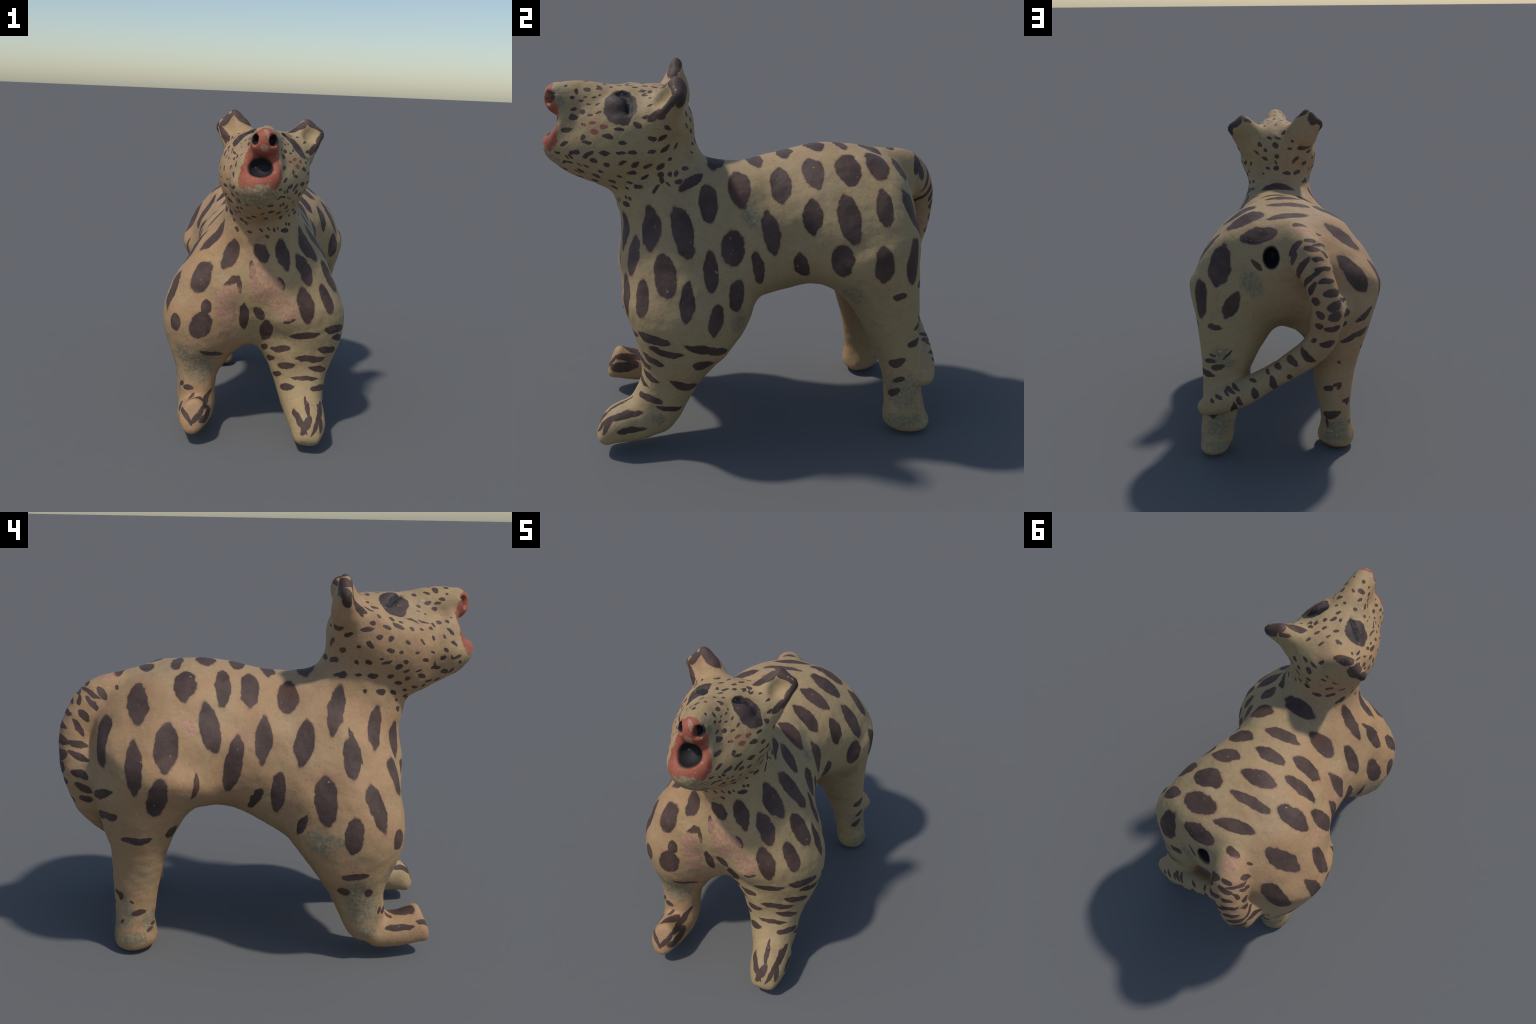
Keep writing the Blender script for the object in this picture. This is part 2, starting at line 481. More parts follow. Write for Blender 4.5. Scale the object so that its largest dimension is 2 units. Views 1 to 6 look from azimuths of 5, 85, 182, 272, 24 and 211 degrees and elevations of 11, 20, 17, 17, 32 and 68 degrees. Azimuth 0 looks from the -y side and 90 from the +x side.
BRUSH_MARKS['left_flank'] = [
    (-0.326, 0.588, 1.258, -0.094, -0.022, -0.074, 0.052),
    (-0.266, 0.377, 1.338, -0.095, -0.006, -0.049, 0.053),
    (-0.539, 0.580, 1.007, -0.028, -0.008, -0.123, 0.039),
    (-0.482, 0.439, 1.089, -0.053, 0.003, -0.106, 0.052),
    (-0.528, 0.474, 0.864, 0.041, 0.025, -0.098, 0.044),
    (-0.495, 0.299, 0.916, -0.000, 0.012, -0.063, 0.015),
    (-0.372, 0.250, 1.165, -0.058, -0.027, -0.104, 0.048),
    (-0.396, 0.142, 0.994, -0.012, 0.026, -0.128, 0.039),
    (-0.353, 0.045, 0.818, 0.037, 0.033, -0.061, 0.021),
    (-0.205, 0.206, 1.321, -0.094, -0.008, -0.067, 0.036),
    (-0.172, 0.079, 1.302, -0.087, -0.004, -0.064, 0.044),
    (-0.344, 0.007, 1.103, -0.054, 0.002, -0.108, 0.037),
    (-0.157, -0.094, 1.266, -0.079, -0.001, -0.063, 0.049),
    (-0.318, -0.185, 1.087, -0.062, 0.014, -0.099, 0.044),
    (-0.385, -0.067, 0.866, 0.001, 0.009, -0.100, 0.035),
    (-0.422, -0.176, 0.725, 0.008, 0.014, -0.049, 0.021),
    (-0.215, -0.329, 1.224, -0.080, 0.018, -0.100, 0.037),
    (-0.202, -0.506, 1.136, -0.072, 0.008, -0.090, 0.037),
    (-0.345, -0.405, 1.028, -0.055, -0.006, -0.087, 0.039),
    (-0.308, -0.418, 1.082, -0.042, -0.032, -0.071, 0.014),
    (-0.431, -0.286, 0.847, -0.044, -0.009, -0.109, 0.051),
    (-0.434, -0.527, 0.814, -0.030, -0.039, -0.105, 0.042),
    (-0.502, -0.422, 0.707, -0.014, 0.007, -0.084, 0.041),
]
BRUSH_MARKS['right_foreleg'] = [
    (0.329, -0.623, 0.619, 0.080, 0.013, 0.004, 0.021),
    (0.495, -0.545, 0.644, 0.046, 0.059, -0.009, 0.025),
    (0.515, -0.504, 0.586, 0.022, 0.038, -0.003, 0.020),
    (0.203, -0.591, 0.526, 0.057, -0.028, 0.015, 0.018),
    (0.110, -0.534, 0.514, 0.019, -0.016, 0.006, 0.021),
    (0.372, -0.588, 0.475, 0.078, 0.033, -0.011, 0.020),
    (0.463, -0.545, 0.521, 0.042, 0.041, -0.009, 0.021),
    (0.238, -0.593, 0.432, 0.052, -0.020, 0.007, 0.021),
    (0.422, -0.557, 0.406, 0.046, 0.040, -0.015, 0.018),
    (0.143, -0.536, 0.449, 0.024, -0.027, 0.012, 0.017),
    (0.355, -0.598, 0.362, 0.079, 0.023, -0.002, 0.011),
    (0.183, -0.550, 0.362, 0.026, -0.030, 0.011, 0.018),
    (0.241, -0.602, 0.306, 0.041, -0.026, 0.009, 0.019),
    (0.422, -0.583, 0.308, 0.030, 0.034, -0.006, 0.017),
    (0.323, -0.780, 0.193, 0.040, -0.072, -0.038, 0.017),
    (0.373, -0.722, 0.242, 0.016, -0.070, -0.030, 0.012),
    (0.374, -0.809, 0.175, 0.025, 0.026, 0.043, 0.021),
    (0.440, -0.762, 0.198, -0.005, -0.091, -0.046, 0.013),
]
BRUSH_MARKS['right_foreleg_outside'] = [
    (0.522, -0.508, 0.651, 0.039, 0.065, -0.010, 0.022),
    (0.534, -0.457, 0.578, 0.019, 0.065, -0.014, 0.018),
    (0.519, -0.268, 0.573, -0.052, 0.097, -0.040, 0.023),
    (0.492, -0.297, 0.485, -0.026, 0.047, -0.011, 0.028),
    (0.488, -0.515, 0.511, 0.028, 0.038, -0.008, 0.021),
    (0.458, -0.391, 0.359, -0.050, 0.057, -0.038, 0.025),
    (0.442, -0.557, 0.299, 0.028, 0.048, -0.014, 0.019),
    (0.445, -0.464, 0.238, -0.029, 0.058, -0.015, 0.015),
    (0.447, -0.674, 0.218, 0.001, -0.079, -0.015, 0.016),
    (0.452, -0.778, 0.166, 0.002, -0.026, -0.038, 0.015),
    (0.473, -0.655, 0.153, -0.006, 0.068, 0.002, 0.016),
]
BRUSH_MARKS['left_foreleg'] = [
    (-0.189, -0.614, 0.477, 0.058, 0.040, -0.013, 0.019),
    (-0.327, -0.591, 0.260, 0.033, -0.013, 0.007, 0.015),
    (-0.209, -0.662, 0.202, 0.007, -0.115, 0.003, 0.018),
    (-0.232, -0.808, 0.172, 0.031, 0.022, 0.038, 0.017),
    (-0.292, -0.812, 0.176, 0.039, -0.035, -0.035, 0.013),
    (-0.182, -0.731, 0.159, -0.005, -0.084, -0.012, 0.028),
    (-0.296, -0.618, 0.213, 0.011, 0.020, 0.009, 0.011),
]
BRUSH_MARKS['left_foreleg_outside'] = [
    (-0.474, -0.436, 0.492, 0.012, -0.062, 0.002, 0.019),
    (-0.431, -0.384, 0.397, -0.009, -0.027, 0.004, 0.027),
    (-0.420, -0.511, 0.390, 0.004, -0.019, 0.011, 0.021),
    (-0.367, -0.567, 0.267, 0.009, -0.008, 0.017, 0.015),
    (-0.262, -0.688, 0.230, -0.026, -0.062, 0.020, 0.031),
    (-0.348, -0.673, 0.181, 0.009, -0.072, 0.005, 0.017),
    (-0.322, -0.778, 0.199, 0.011, -0.025, -0.003, 0.007),
]
BRUSH_MARKS['left_foreleg_inside'] = [
    (-0.200, -0.727, 0.215, 0.001, 0.075, -0.001, 0.018),
]
BRUSH_MARKS['right_hindleg'] = [
    (0.489, 0.644, 0.774, -0.011, 0.037, -0.004, 0.017),
    (0.438, 0.736, 0.507, -0.032, 0.033, 0.000, 0.017),
    (0.450, 0.651, 0.408, 0.018, 0.036, 0.018, 0.023),
    (0.452, 0.657, 0.315, 0.015, 0.027, 0.013, 0.016),
    (0.440, 0.638, 0.239, 0.020, 0.022, 0.021, 0.017),
]
BRUSH_MARKS['right_hindleg_back'] = [
    (0.411, 0.756, 0.579, -0.033, 0.024, 0.002, 0.015),
    (0.357, 0.779, 0.548, -0.039, 0.008, 0.008, 0.016),
    (0.412, 0.760, 0.495, -0.031, 0.021, 0.006, 0.009),
]
BRUSH_MARKS['left_hindleg'] = [
    (-0.457, 0.587, 0.630, -0.004, -0.077, 0.004, 0.020),
    (-0.447, 0.703, 0.737, -0.028, -0.029, 0.018, 0.022),
    (-0.383, 0.430, 0.654, 0.034, -0.014, -0.006, 0.035),
    (-0.367, 0.691, 0.309, -0.005, -0.008, -0.023, 0.019),
    (-0.384, 0.598, 0.222, 0.009, -0.032, 0.001, 0.014),
    (-0.332, 0.538, 0.146, 0.022, -0.006, -0.004, 0.011),
]
BRUSH_MARKS['left_hindleg_back'] = [
    (-0.253, 0.729, 0.396, -0.025, 0.011, 0.009, 0.020),
    (-0.319, 0.732, 0.416, -0.010, -0.003, 0.021, 0.014),
    (-0.356, 0.705, 0.316, -0.018, -0.020, -0.007, 0.015),
    (-0.272, 0.725, 0.231, -0.048, 0.025, 0.021, 0.025),
    (-0.249, 0.705, 0.171, -0.005, 0.004, -0.032, 0.012),
    (-0.317, 0.750, 0.573, -0.010, -0.002, 0.001, 0.011),
]
BRUSH_MARKS['tail'] = [
    (-0.067, 0.859, 1.276, 0.028, -0.009, -0.034, 0.020),
    (-0.063, 0.887, 1.222, 0.011, 0.002, -0.030, 0.016),
    (-0.105, 0.932, 1.175, 0.022, -0.017, -0.049, 0.016),
    (-0.133, 0.952, 1.124, 0.016, -0.087, -0.067, 0.011),
    (-0.159, 0.972, 1.079, 0.014, -0.015, -0.034, 0.013),
    (-0.178, 0.977, 1.014, -0.020, 0.016, 0.003, 0.020),
    (-0.200, 0.977, 0.941, -0.015, 0.006, -0.014, 0.019),
    (-0.194, 0.959, 0.870, -0.017, 0.014, 0.007, 0.017),
    (-0.171, 0.918, 0.776, -0.013, 0.011, 0.008, 0.011),
    (-0.152, 0.864, 1.311, -0.026, -0.003, -0.003, 0.014),
    (-0.160, 0.901, 1.275, -0.038, -0.003, -0.003, 0.013),
    (-0.196, 0.930, 1.231, -0.027, -0.010, -0.003, 0.009),
    (-0.217, 0.953, 1.184, -0.030, -0.014, -0.002, 0.012),
    (-0.240, 0.972, 1.123, -0.034, -0.019, -0.003, 0.012),
    (-0.269, 0.973, 1.060, -0.033, -0.031, -0.007, 0.017),
    (-0.285, 0.972, 0.990, -0.030, -0.029, 0.008, 0.022),
    (-0.280, 0.974, 0.931, -0.030, -0.017, 0.000, 0.024),
    (-0.273, 0.963, 0.855, -0.035, -0.018, -0.000, 0.015),
    (-0.248, 0.939, 0.761, -0.031, -0.010, 0.003, 0.021),
    (-0.136, 0.901, 0.675, -0.035, 0.011, -0.030, 0.020),
    (-0.051, 0.854, 0.629, -0.022, 0.023, -0.014, 0.017),
    (0.024, 0.831, 0.585, -0.014, 0.016, -0.007, 0.016),
    (0.082, 0.829, 0.550, -0.009, 0.013, -0.007, 0.009),
    (0.044, 0.848, 0.481, -0.012, -0.026, -0.038, 0.016),
    (0.151, 0.862, 0.430, -0.007, -0.006, -0.029, 0.016),
    (0.160, 0.840, 0.501, -0.017, 0.010, -0.004, 0.009),
    (0.236, 0.868, 0.386, -0.006, -0.005, -0.023, 0.013),
    (0.291, 0.841, 0.444, -0.023, 0.018, -0.005, 0.012),
    (0.260, 0.840, 0.458, -0.018, 0.017, -0.006, 0.009),
    (0.309, 0.851, 0.423, -0.014, 0.014, -0.011, 0.008),
    (0.356, 0.848, 0.403, -0.020, 0.015, -0.007, 0.009),
    (0.388, 0.847, 0.384, -0.011, 0.009, -0.006, 0.008),
    (0.398, 0.803, 0.265, -0.016, 0.009, 0.007, 0.024),
    (0.272, 0.835, 0.318, -0.014, 0.049, 0.031, 0.015),
    (-0.043, 0.848, 0.529, -0.008, -0.008, -0.011, 0.012),
]
BRUSH_MARKS['tail_side'] = [
    (-0.214, 0.780, 1.272, -0.012, -0.017, -0.025, 0.013),
    (-0.239, 0.828, 1.236, -0.008, -0.022, -0.027, 0.011),
    (-0.262, 0.857, 1.173, -0.001, -0.020, -0.024, 0.013),
    (-0.277, 0.881, 1.122, -0.003, -0.017, -0.032, 0.010),
    (-0.295, 0.883, 1.051, 0.008, -0.037, -0.011, 0.014),
    (-0.321, 0.874, 0.986, -0.013, -0.043, -0.018, 0.014),
    (-0.343, 0.869, 0.916, -0.013, -0.035, -0.008, 0.016),
    (-0.330, 0.854, 0.842, -0.003, -0.036, -0.015, 0.022),
    (-0.307, 0.856, 0.776, 0.001, -0.029, -0.003, 0.016),
]
BRUSH_MARKS['cheek_red'] = [
    (0.216, -0.771, 1.596, 0.005, 0.010, 0.002, 0.008),
    (0.233, -0.730, 1.605, 0.009, 0.019, 0.002, 0.008),
    (0.262, -0.675, 1.597, 0.007, 0.018, 0.001, 0.011),
    (0.249, -0.730, 1.568, 0.011, 0.022, 0.000, 0.011),
]
BRUSH_MARKS['right_cheek'] = [
    (0.128, -0.845, 1.760, 0.001, 0.008, -0.000, 0.007),
    (0.148, -0.797, 1.739, 0.007, 0.005, -0.011, 0.009),
    (0.142, -0.754, 1.743, 0.001, 0.015, -0.002, 0.012),
    (0.134, -0.697, 1.744, 0.002, 0.014, -0.003, 0.008),
    (0.160, -0.823, 1.711, 0.001, 0.011, -0.000, 0.009),
    (0.167, -0.784, 1.692, 0.001, 0.011, 0.003, 0.006),
    (0.163, -0.758, 1.713, 0.000, 0.008, 0.001, 0.003),
    (0.170, -0.723, 1.708, 0.001, 0.012, 0.001, 0.006),
    (0.168, -0.694, 1.715, -0.000, 0.008, 0.001, 0.005),
    (0.179, -0.750, 1.681, 0.003, 0.012, 0.002, 0.005),
    (0.192, -0.704, 1.685, 0.001, 0.010, 0.002, 0.005),
    (0.165, -0.824, 1.656, 0.000, 0.013, 0.005, 0.009),
    (0.185, -0.775, 1.646, 0.007, 0.015, 0.001, 0.009),
    (0.212, -0.734, 1.639, 0.006, 0.014, 0.002, 0.006),
    (0.223, -0.700, 1.648, 0.003, 0.012, 0.003, 0.005),
    (0.180, -0.820, 1.619, 0.007, 0.022, 0.002, 0.011),
    (0.187, -0.852, 1.577, 0.008, 0.026, 0.003, 0.012),
    (0.207, -0.786, 1.597, 0.003, 0.006, -0.001, 0.007),
    (0.283, -0.666, 1.549, 0.011, 0.025, -0.005, 0.013),
    (0.290, -0.612, 1.582, 0.005, 0.022, -0.000, 0.009),
    (0.293, -0.524, 1.596, 0.007, 0.019, -0.012, 0.011),
    (0.295, -0.486, 1.632, 0.011, 0.018, 0.006, 0.008),
    (0.276, -0.468, 1.681, 0.006, 0.014, 0.005, 0.007),
    (0.234, -0.473, 1.703, 0.006, 0.008, 0.003, 0.005),
    (0.230, -0.785, 1.543, 0.006, 0.011, -0.004, 0.012),
    (0.247, -0.760, 1.517, 0.010, 0.023, 0.002, 0.008),
    (0.196, -0.873, 1.509, 0.009, 0.021, 0.010, 0.009),
    (0.305, -0.606, 1.520, 0.004, 0.017, -0.002, 0.011),
    (0.224, -0.819, 1.471, 0.008, 0.019, 0.001, 0.012),
    (0.171, -0.915, 1.462, 0.005, 0.011, -0.006, 0.006),
    (0.208, -0.848, 1.450, 0.003, 0.011, -0.012, 0.008),
    (0.246, -0.763, 1.460, 0.012, 0.025, 0.013, 0.010),
    (0.280, -0.686, 1.477, 0.010, 0.026, -0.001, 0.010),
    (0.302, -0.610, 1.472, 0.004, 0.020, -0.001, 0.007),
    (0.308, -0.562, 1.475, 0.001, 0.022, 0.000, 0.011),
    (0.304, -0.471, 1.537, -0.002, 0.019, -0.000, 0.011),
    (0.297, -0.423, 1.533, -0.000, 0.021, 0.009, 0.013),
    (0.300, -0.477, 1.478, -0.005, 0.021, 0.003, 0.011),
    (0.319, -0.394, 1.584, -0.013, 0.018, -0.011, 0.010),
    (0.275, -0.416, 1.488, -0.009, 0.020, 0.013, 0.012),
    (0.237, -0.368, 1.479, -0.003, 0.009, 0.016, 0.011),
    (0.243, -0.392, 1.422, -0.007, 0.011, -0.002, 0.009),
    (0.251, -0.739, 1.434, 0.008, 0.019, -0.000, 0.012),
    (0.270, -0.679, 1.423, 0.005, 0.014, 0.002, 0.012),
    (0.288, -0.611, 1.427, 0.006, 0.016, 0.007, 0.009),
    (0.289, -0.554, 1.416, 0.007, 0.020, 0.014, 0.013),
    (0.279, -0.495, 1.406, 0.002, 0.016, 0.011, 0.010),
    (0.264, -0.445, 1.404, -0.005, 0.020, 0.006, 0.015),
]
BRUSH_MARKS['right_throat'] = [
    (0.187, -0.864, 1.418, 0.014, 0.022, -0.000, 0.007),
    (0.224, -0.782, 1.411, 0.003, 0.013, -0.007, 0.006),
    (0.190, -0.809, 1.377, 0.001, 0.016, -0.009, 0.009),
    (0.208, -0.739, 1.356, 0.000, 0.020, -0.010, 0.011),
    (0.236, -0.710, 1.377, -0.000, 0.012, -0.007, 0.008),
    (0.242, -0.630, 1.357, -0.001, 0.014, -0.006, 0.008),
    (0.262, -0.575, 1.370, 0.004, 0.021, 0.002, 0.013),
    (0.258, -0.520, 1.351, 0.004, 0.022, 0.007, 0.009),
    (0.207, -0.671, 1.328, -0.002, 0.015, -0.007, 0.010),
    (0.230, -0.589, 1.319, 0.004, 0.013, -0.003, 0.007),
    (0.170, -0.665, 1.287, 0.004, 0.018, -0.009, 0.011),
    (0.214, -0.603, 1.291, 0.005, 0.011, -0.006, 0.006),
    (0.245, -0.541, 1.299, 0.006, 0.018, 0.002, 0.010),
    (0.218, -0.592, 1.249, 0.006, 0.008, -0.007, 0.009),
    (0.255, -0.440, 1.357, -0.002, 0.013, -0.008, 0.014),
    (0.257, -0.437, 1.328, 0.002, -0.001, -0.018, 0.010),
    (0.261, -0.468, 1.297, -0.001, 0.017, 0.019, 0.009),
    (0.247, -0.398, 1.356, -0.003, 0.009, 0.003, 0.012),
    (0.239, -0.372, 1.361, -0.005, 0.011, 0.003, 0.010),
    (0.215, -0.331, 1.376, -0.011, 0.018, 0.001, 0.010),
    (0.246, -0.362, 1.325, -0.004, 0.017, -0.001, 0.012),
    (0.257, -0.408, 1.315, 0.001, 0.012, -0.012, 0.004),
    (0.176, -0.311, 1.617, 0.004, 0.002, -0.015, 0.013),
    (0.195, -0.313, 1.570, -0.020, 0.008, -0.016, 0.006),
    (0.159, -0.504, 1.728, -0.000, 0.015, -0.001, 0.007),
    (0.175, -0.470, 1.724, 0.004, 0.014, 0.001, 0.012),
    (0.191, -0.495, 1.714, 0.004, 0.013, -0.000, 0.006),
]
BRUSH_MARKS['left_cheek'] = [
    (0.021, -0.684, 1.738, -0.004, -0.013, -0.003, 0.009),
    (0.027, -0.742, 1.746, -0.005, -0.014, -0.003, 0.008),
    (0.040, -0.785, 1.758, -0.006, -0.013, -0.005, 0.011),
    (0.063, -0.837, 1.772, 0.007, -0.011, 0.002, 0.012),
    (0.031, -0.840, 1.747, -0.000, -0.010, -0.001, 0.006),
    (0.016, -0.812, 1.725, 0.001, -0.015, -0.001, 0.009),
    (-0.001, -0.746, 1.710, 0.003, -0.016, -0.001, 0.009),
    (0.005, -0.795, 1.703, 0.003, -0.016, 0.000, 0.008),
    (-0.028, -0.700, 1.695, -0.000, -0.013, -0.004, 0.009),
    (-0.057, -0.695, 1.670, 0.002, -0.008, -0.001, 0.004),
    (-0.044, -0.731, 1.664, 0.004, -0.006, -0.000, 0.007),
    (-0.008, -0.775, 1.677, 0.005, -0.015, -0.005, 0.009),
    (-0.116, -0.487, 1.691, -0.001, -0.016, -0.004, 0.006),
    (-0.134, -0.458, 1.682, 0.003, -0.019, -0.007, 0.005),
    (-0.092, -0.457, 1.713, 0.006, -0.007, 0.001, 0.009),
    (-0.146, -0.506, 1.656, -0.002, -0.012, -0.005, 0.007),
    (-0.134, -0.571, 1.641, -0.001, -0.014, -0.007, 0.008),
    (-0.125, -0.614, 1.631, -0.000, -0.010, -0.004, 0.006),
    (-0.105, -0.669, 1.632, 0.000, -0.033, -0.013, 0.006),
    (-0.083, -0.725, 1.625, 0.012, -0.031, -0.011, 0.005),
    (-0.063, -0.771, 1.609, 0.002, -0.010, -0.005, 0.008),
    (-0.043, -0.804, 1.619, -0.000, -0.012, -0.002, 0.012),
    (-0.035, -0.843, 1.625, -0.009, -0.005, -0.008, 0.009),
    (-0.019, -0.855, 1.641, -0.001, -0.007, -0.000, 0.004),
    (-0.063, -0.851, 1.582, 0.001, -0.018, -0.011, 0.009),
    (-0.151, -0.595, 1.611, -0.003, -0.023, -0.016, 0.013),
    (-0.166, -0.543, 1.612, -0.001, -0.018, -0.009, 0.010),
    (-0.134, -0.662, 1.600, 0.001, -0.014, -0.006, 0.008),
    (-0.111, -0.713, 1.597, 0.004, -0.011, -0.004, 0.006),
    (-0.081, -0.757, 1.596, 0.004, -0.009, -0.003, 0.007),
    (-0.163, -0.479, 1.631, -0.002, -0.013, -0.005, 0.009),
    (-0.173, -0.459, 1.596, -0.003, -0.031, 0.003, 0.012),
    (-0.078, -0.822, 1.559, -0.001, -0.009, -0.009, 0.007),
    (-0.098, -0.775, 1.548, -0.001, -0.007, -0.010, 0.009),
    (-0.135, -0.719, 1.541, 0.002, -0.010, -0.010, 0.008),
    (-0.165, -0.648, 1.540, 0.002, -0.013, -0.009, 0.009),
    (-0.182, -0.567, 1.556, 0.002, -0.013, -0.002, 0.011),
    (-0.185, -0.517, 1.562, 0.002, -0.014, 0.007, 0.010),
    (-0.185, -0.471, 1.533, -0.004, -0.019, -0.010, 0.012),
    (-0.071, -0.874, 1.525, 0.004, -0.016, -0.012, 0.007),
    (-0.091, -0.832, 1.496, 0.002, -0.008, -0.011, 0.010),
    (-0.114, -0.769, 1.492, 0.006, -0.011, -0.006, 0.006),
    (-0.155, -0.697, 1.492, 0.005, -0.011, -0.002, 0.007),
    (-0.177, -0.617, 1.495, 0.003, -0.013, -0.001, 0.009),
    (-0.186, -0.566, 1.500, 0.003, -0.020, -0.004, 0.012),
]
BRUSH_MARKS['left_throat'] = [
    (-0.080, -0.864, 1.463, 0.005, -0.008, -0.010, 0.006),
    (-0.066, -0.896, 1.462, 0.010, -0.021, 0.001, 0.008),
    (-0.090, -0.820, 1.460, 0.004, -0.015, -0.001, 0.010),
    (-0.126, -0.737, 1.455, 0.012, -0.017, -0.003, 0.010),
    (-0.182, -0.522, 1.460, -0.001, -0.010, 0.000, 0.008),
    (-0.170, -0.468, 1.448, -0.006, -0.018, 0.004, 0.012),
    (-0.177, -0.557, 1.448, 0.001, -0.024, 0.004, 0.009),
    (-0.166, -0.646, 1.449, 0.001, -0.011, 0.002, 0.011),
    (-0.163, -0.607, 1.425, -0.001, -0.017, 0.009, 0.011),
    (-0.152, -0.648, 1.409, 0.000, -0.016, 0.005, 0.009),
    (-0.128, -0.708, 1.403, 0.009, -0.016, 0.002, 0.007),
    (-0.082, -0.789, 1.414, 0.004, -0.014, 0.004, 0.011),
    (-0.089, -0.792, 1.433, 0.007, -0.004, -0.015, 0.005),
    (-0.072, -0.813, 1.409, 0.005, -0.015, -0.002, 0.010),
    (-0.043, -0.918, 1.435, 0.012, -0.010, -0.009, 0.008),
    (-0.045, -0.852, 1.388, 0.012, -0.020, -0.004, 0.013),
    (-0.099, -0.730, 1.374, 0.018, -0.019, -0.010, 0.011),
    (-0.128, -0.659, 1.367, 0.003, -0.014, -0.001, 0.013),
    (-0.144, -0.580, 1.378, -0.001, -0.014, 0.006, 0.012),
    (-0.153, -0.500, 1.377, 0.001, -0.026, -0.001, 0.015),
    (-0.146, -0.424, 1.379, -0.003, -0.016, -0.002, 0.007),
    (-0.125, -0.356, 1.376, -0.009, -0.020, 0.002, 0.015),
    (-0.118, -0.618, 1.341, 0.007, -0.019, -0.004, 0.013),
    (-0.055, -0.773, 1.345, 0.011, -0.018, 0.001, 0.009),
    (-0.073, -0.705, 1.315, 0.014, -0.014, -0.007, 0.010),
    (-0.079, -0.659, 1.301, 0.012, -0.011, -0.009, 0.009),
    (-0.138, -0.539, 1.299, 0.009, -0.024, -0.004, 0.014),
    (-0.109, -0.596, 1.289, 0.009, -0.014, -0.006, 0.011),
    (-0.155, -0.461, 1.308, 0.001, -0.011, -0.001, 0.011),
    (-0.029, -0.673, 1.256, 0.027, -0.013, -0.008, 0.008),
    (-0.090, -0.615, 1.251, 0.008, -0.008, -0.006, 0.007),
    (-0.063, -0.635, 1.210, 0.014, -0.009, -0.008, 0.011),
    (-0.070, -0.312, 1.433, -0.023, -0.020, 0.003, 0.016),
    (-0.118, -0.352, 1.492, -0.015, -0.013, 0.006, 0.011),
    (-0.060, -0.303, 1.521, -0.019, -0.007, 0.021, 0.012),
    (-0.150, -0.371, 1.566, -0.010, -0.014, 0.007, 0.010),
    (-0.117, -0.325, 1.592, -0.042, -0.019, 0.005, 0.012),
    (-0.171, -0.424, 1.523, -0.004, -0.010, 0.001, 0.008),
    (-0.144, -0.408, 1.437, -0.005, -0.008, 0.002, 0.011),
]
BRUSH_MARKS['throat'] = [
    (0.040, -0.949, 1.400, 0.021, -0.001, -0.004, 0.019),
    (0.127, -0.896, 1.377, 0.018, 0.014, 0.001, 0.009),
    (0.073, -0.909, 1.366, 0.011, 0.005, -0.002, 0.010),
    (0.128, -0.827, 1.336, 0.014, 0.017, -0.002, 0.013),
    (0.164, -0.754, 1.323, 0.010, 0.018, -0.001, 0.015),
    (0.087, -0.833, 1.326, 0.010, 0.001, 0.001, 0.013),
    (0.037, -0.789, 1.301, 0.015, -0.002, -0.001, 0.013),
    (0.001, -0.749, 1.288, 0.014, -0.007, -0.001, 0.013),
    (0.096, -0.748, 1.285, 0.010, 0.008, -0.001, 0.012),
    (-0.043, -0.669, 1.266, 0.012, -0.014, 0.002, 0.007),
    (0.174, -0.882, 1.416, 0.012, 0.013, 0.004, 0.007),
    (0.210, -0.813, 1.412, 0.002, 0.013, -0.009, 0.005),
    (0.137, -0.937, 1.426, 0.012, 0.017, -0.003, 0.008),
    (0.179, -0.824, 1.373, 0.003, 0.020, -0.010, 0.005),
    (0.238, -0.559, 1.301, -0.003, -0.006, -0.011, 0.012),
    (0.004, -0.941, 1.409, 0.009, 0.002, -0.009, 0.009),
    (-0.028, -0.816, 1.347, 0.009, -0.002, -0.006, 0.014),
    (-0.030, -0.881, 1.389, 0.007, 0.009, -0.013, 0.011),
    (-0.046, -0.751, 1.318, 0.008, 0.005, -0.010, 0.012),
    (0.009, -0.904, 1.375, 0.011, -0.006, -0.001, 0.009),
    (0.198, -0.865, 1.449, 0.002, 0.007, -0.010, 0.005),
    (0.216, -0.838, 1.471, 0.006, 0.011, 0.007, 0.010),
    (0.179, -0.903, 1.463, 0.001, 0.004, -0.006, 0.006),
]
BRUSH_MARKS['throat_low'] = [
    (0.011, -0.668, 1.196, 0.014, -0.002, -0.006, 0.008),
    (0.062, -0.677, 1.214, 0.008, 0.004, -0.011, 0.007),
    (0.101, -0.662, 1.173, 0.013, 0.005, -0.012, 0.010),
    (0.140, -0.655, 1.213, 0.006, 0.005, -0.013, 0.006),
    (0.196, -0.616, 1.206, 0.019, 0.017, -0.000, 0.014),
    (0.159, -0.646, 1.225, 0.005, 0.004, -0.007, 0.006),
    (0.108, -0.671, 1.223, 0.007, 0.006, -0.011, 0.006),
    (-0.016, -0.672, 1.240, 0.009, -0.002, -0.006, 0.007),
    (0.203, -0.610, 1.244, 0.003, 0.004, -0.009, 0.007),
]
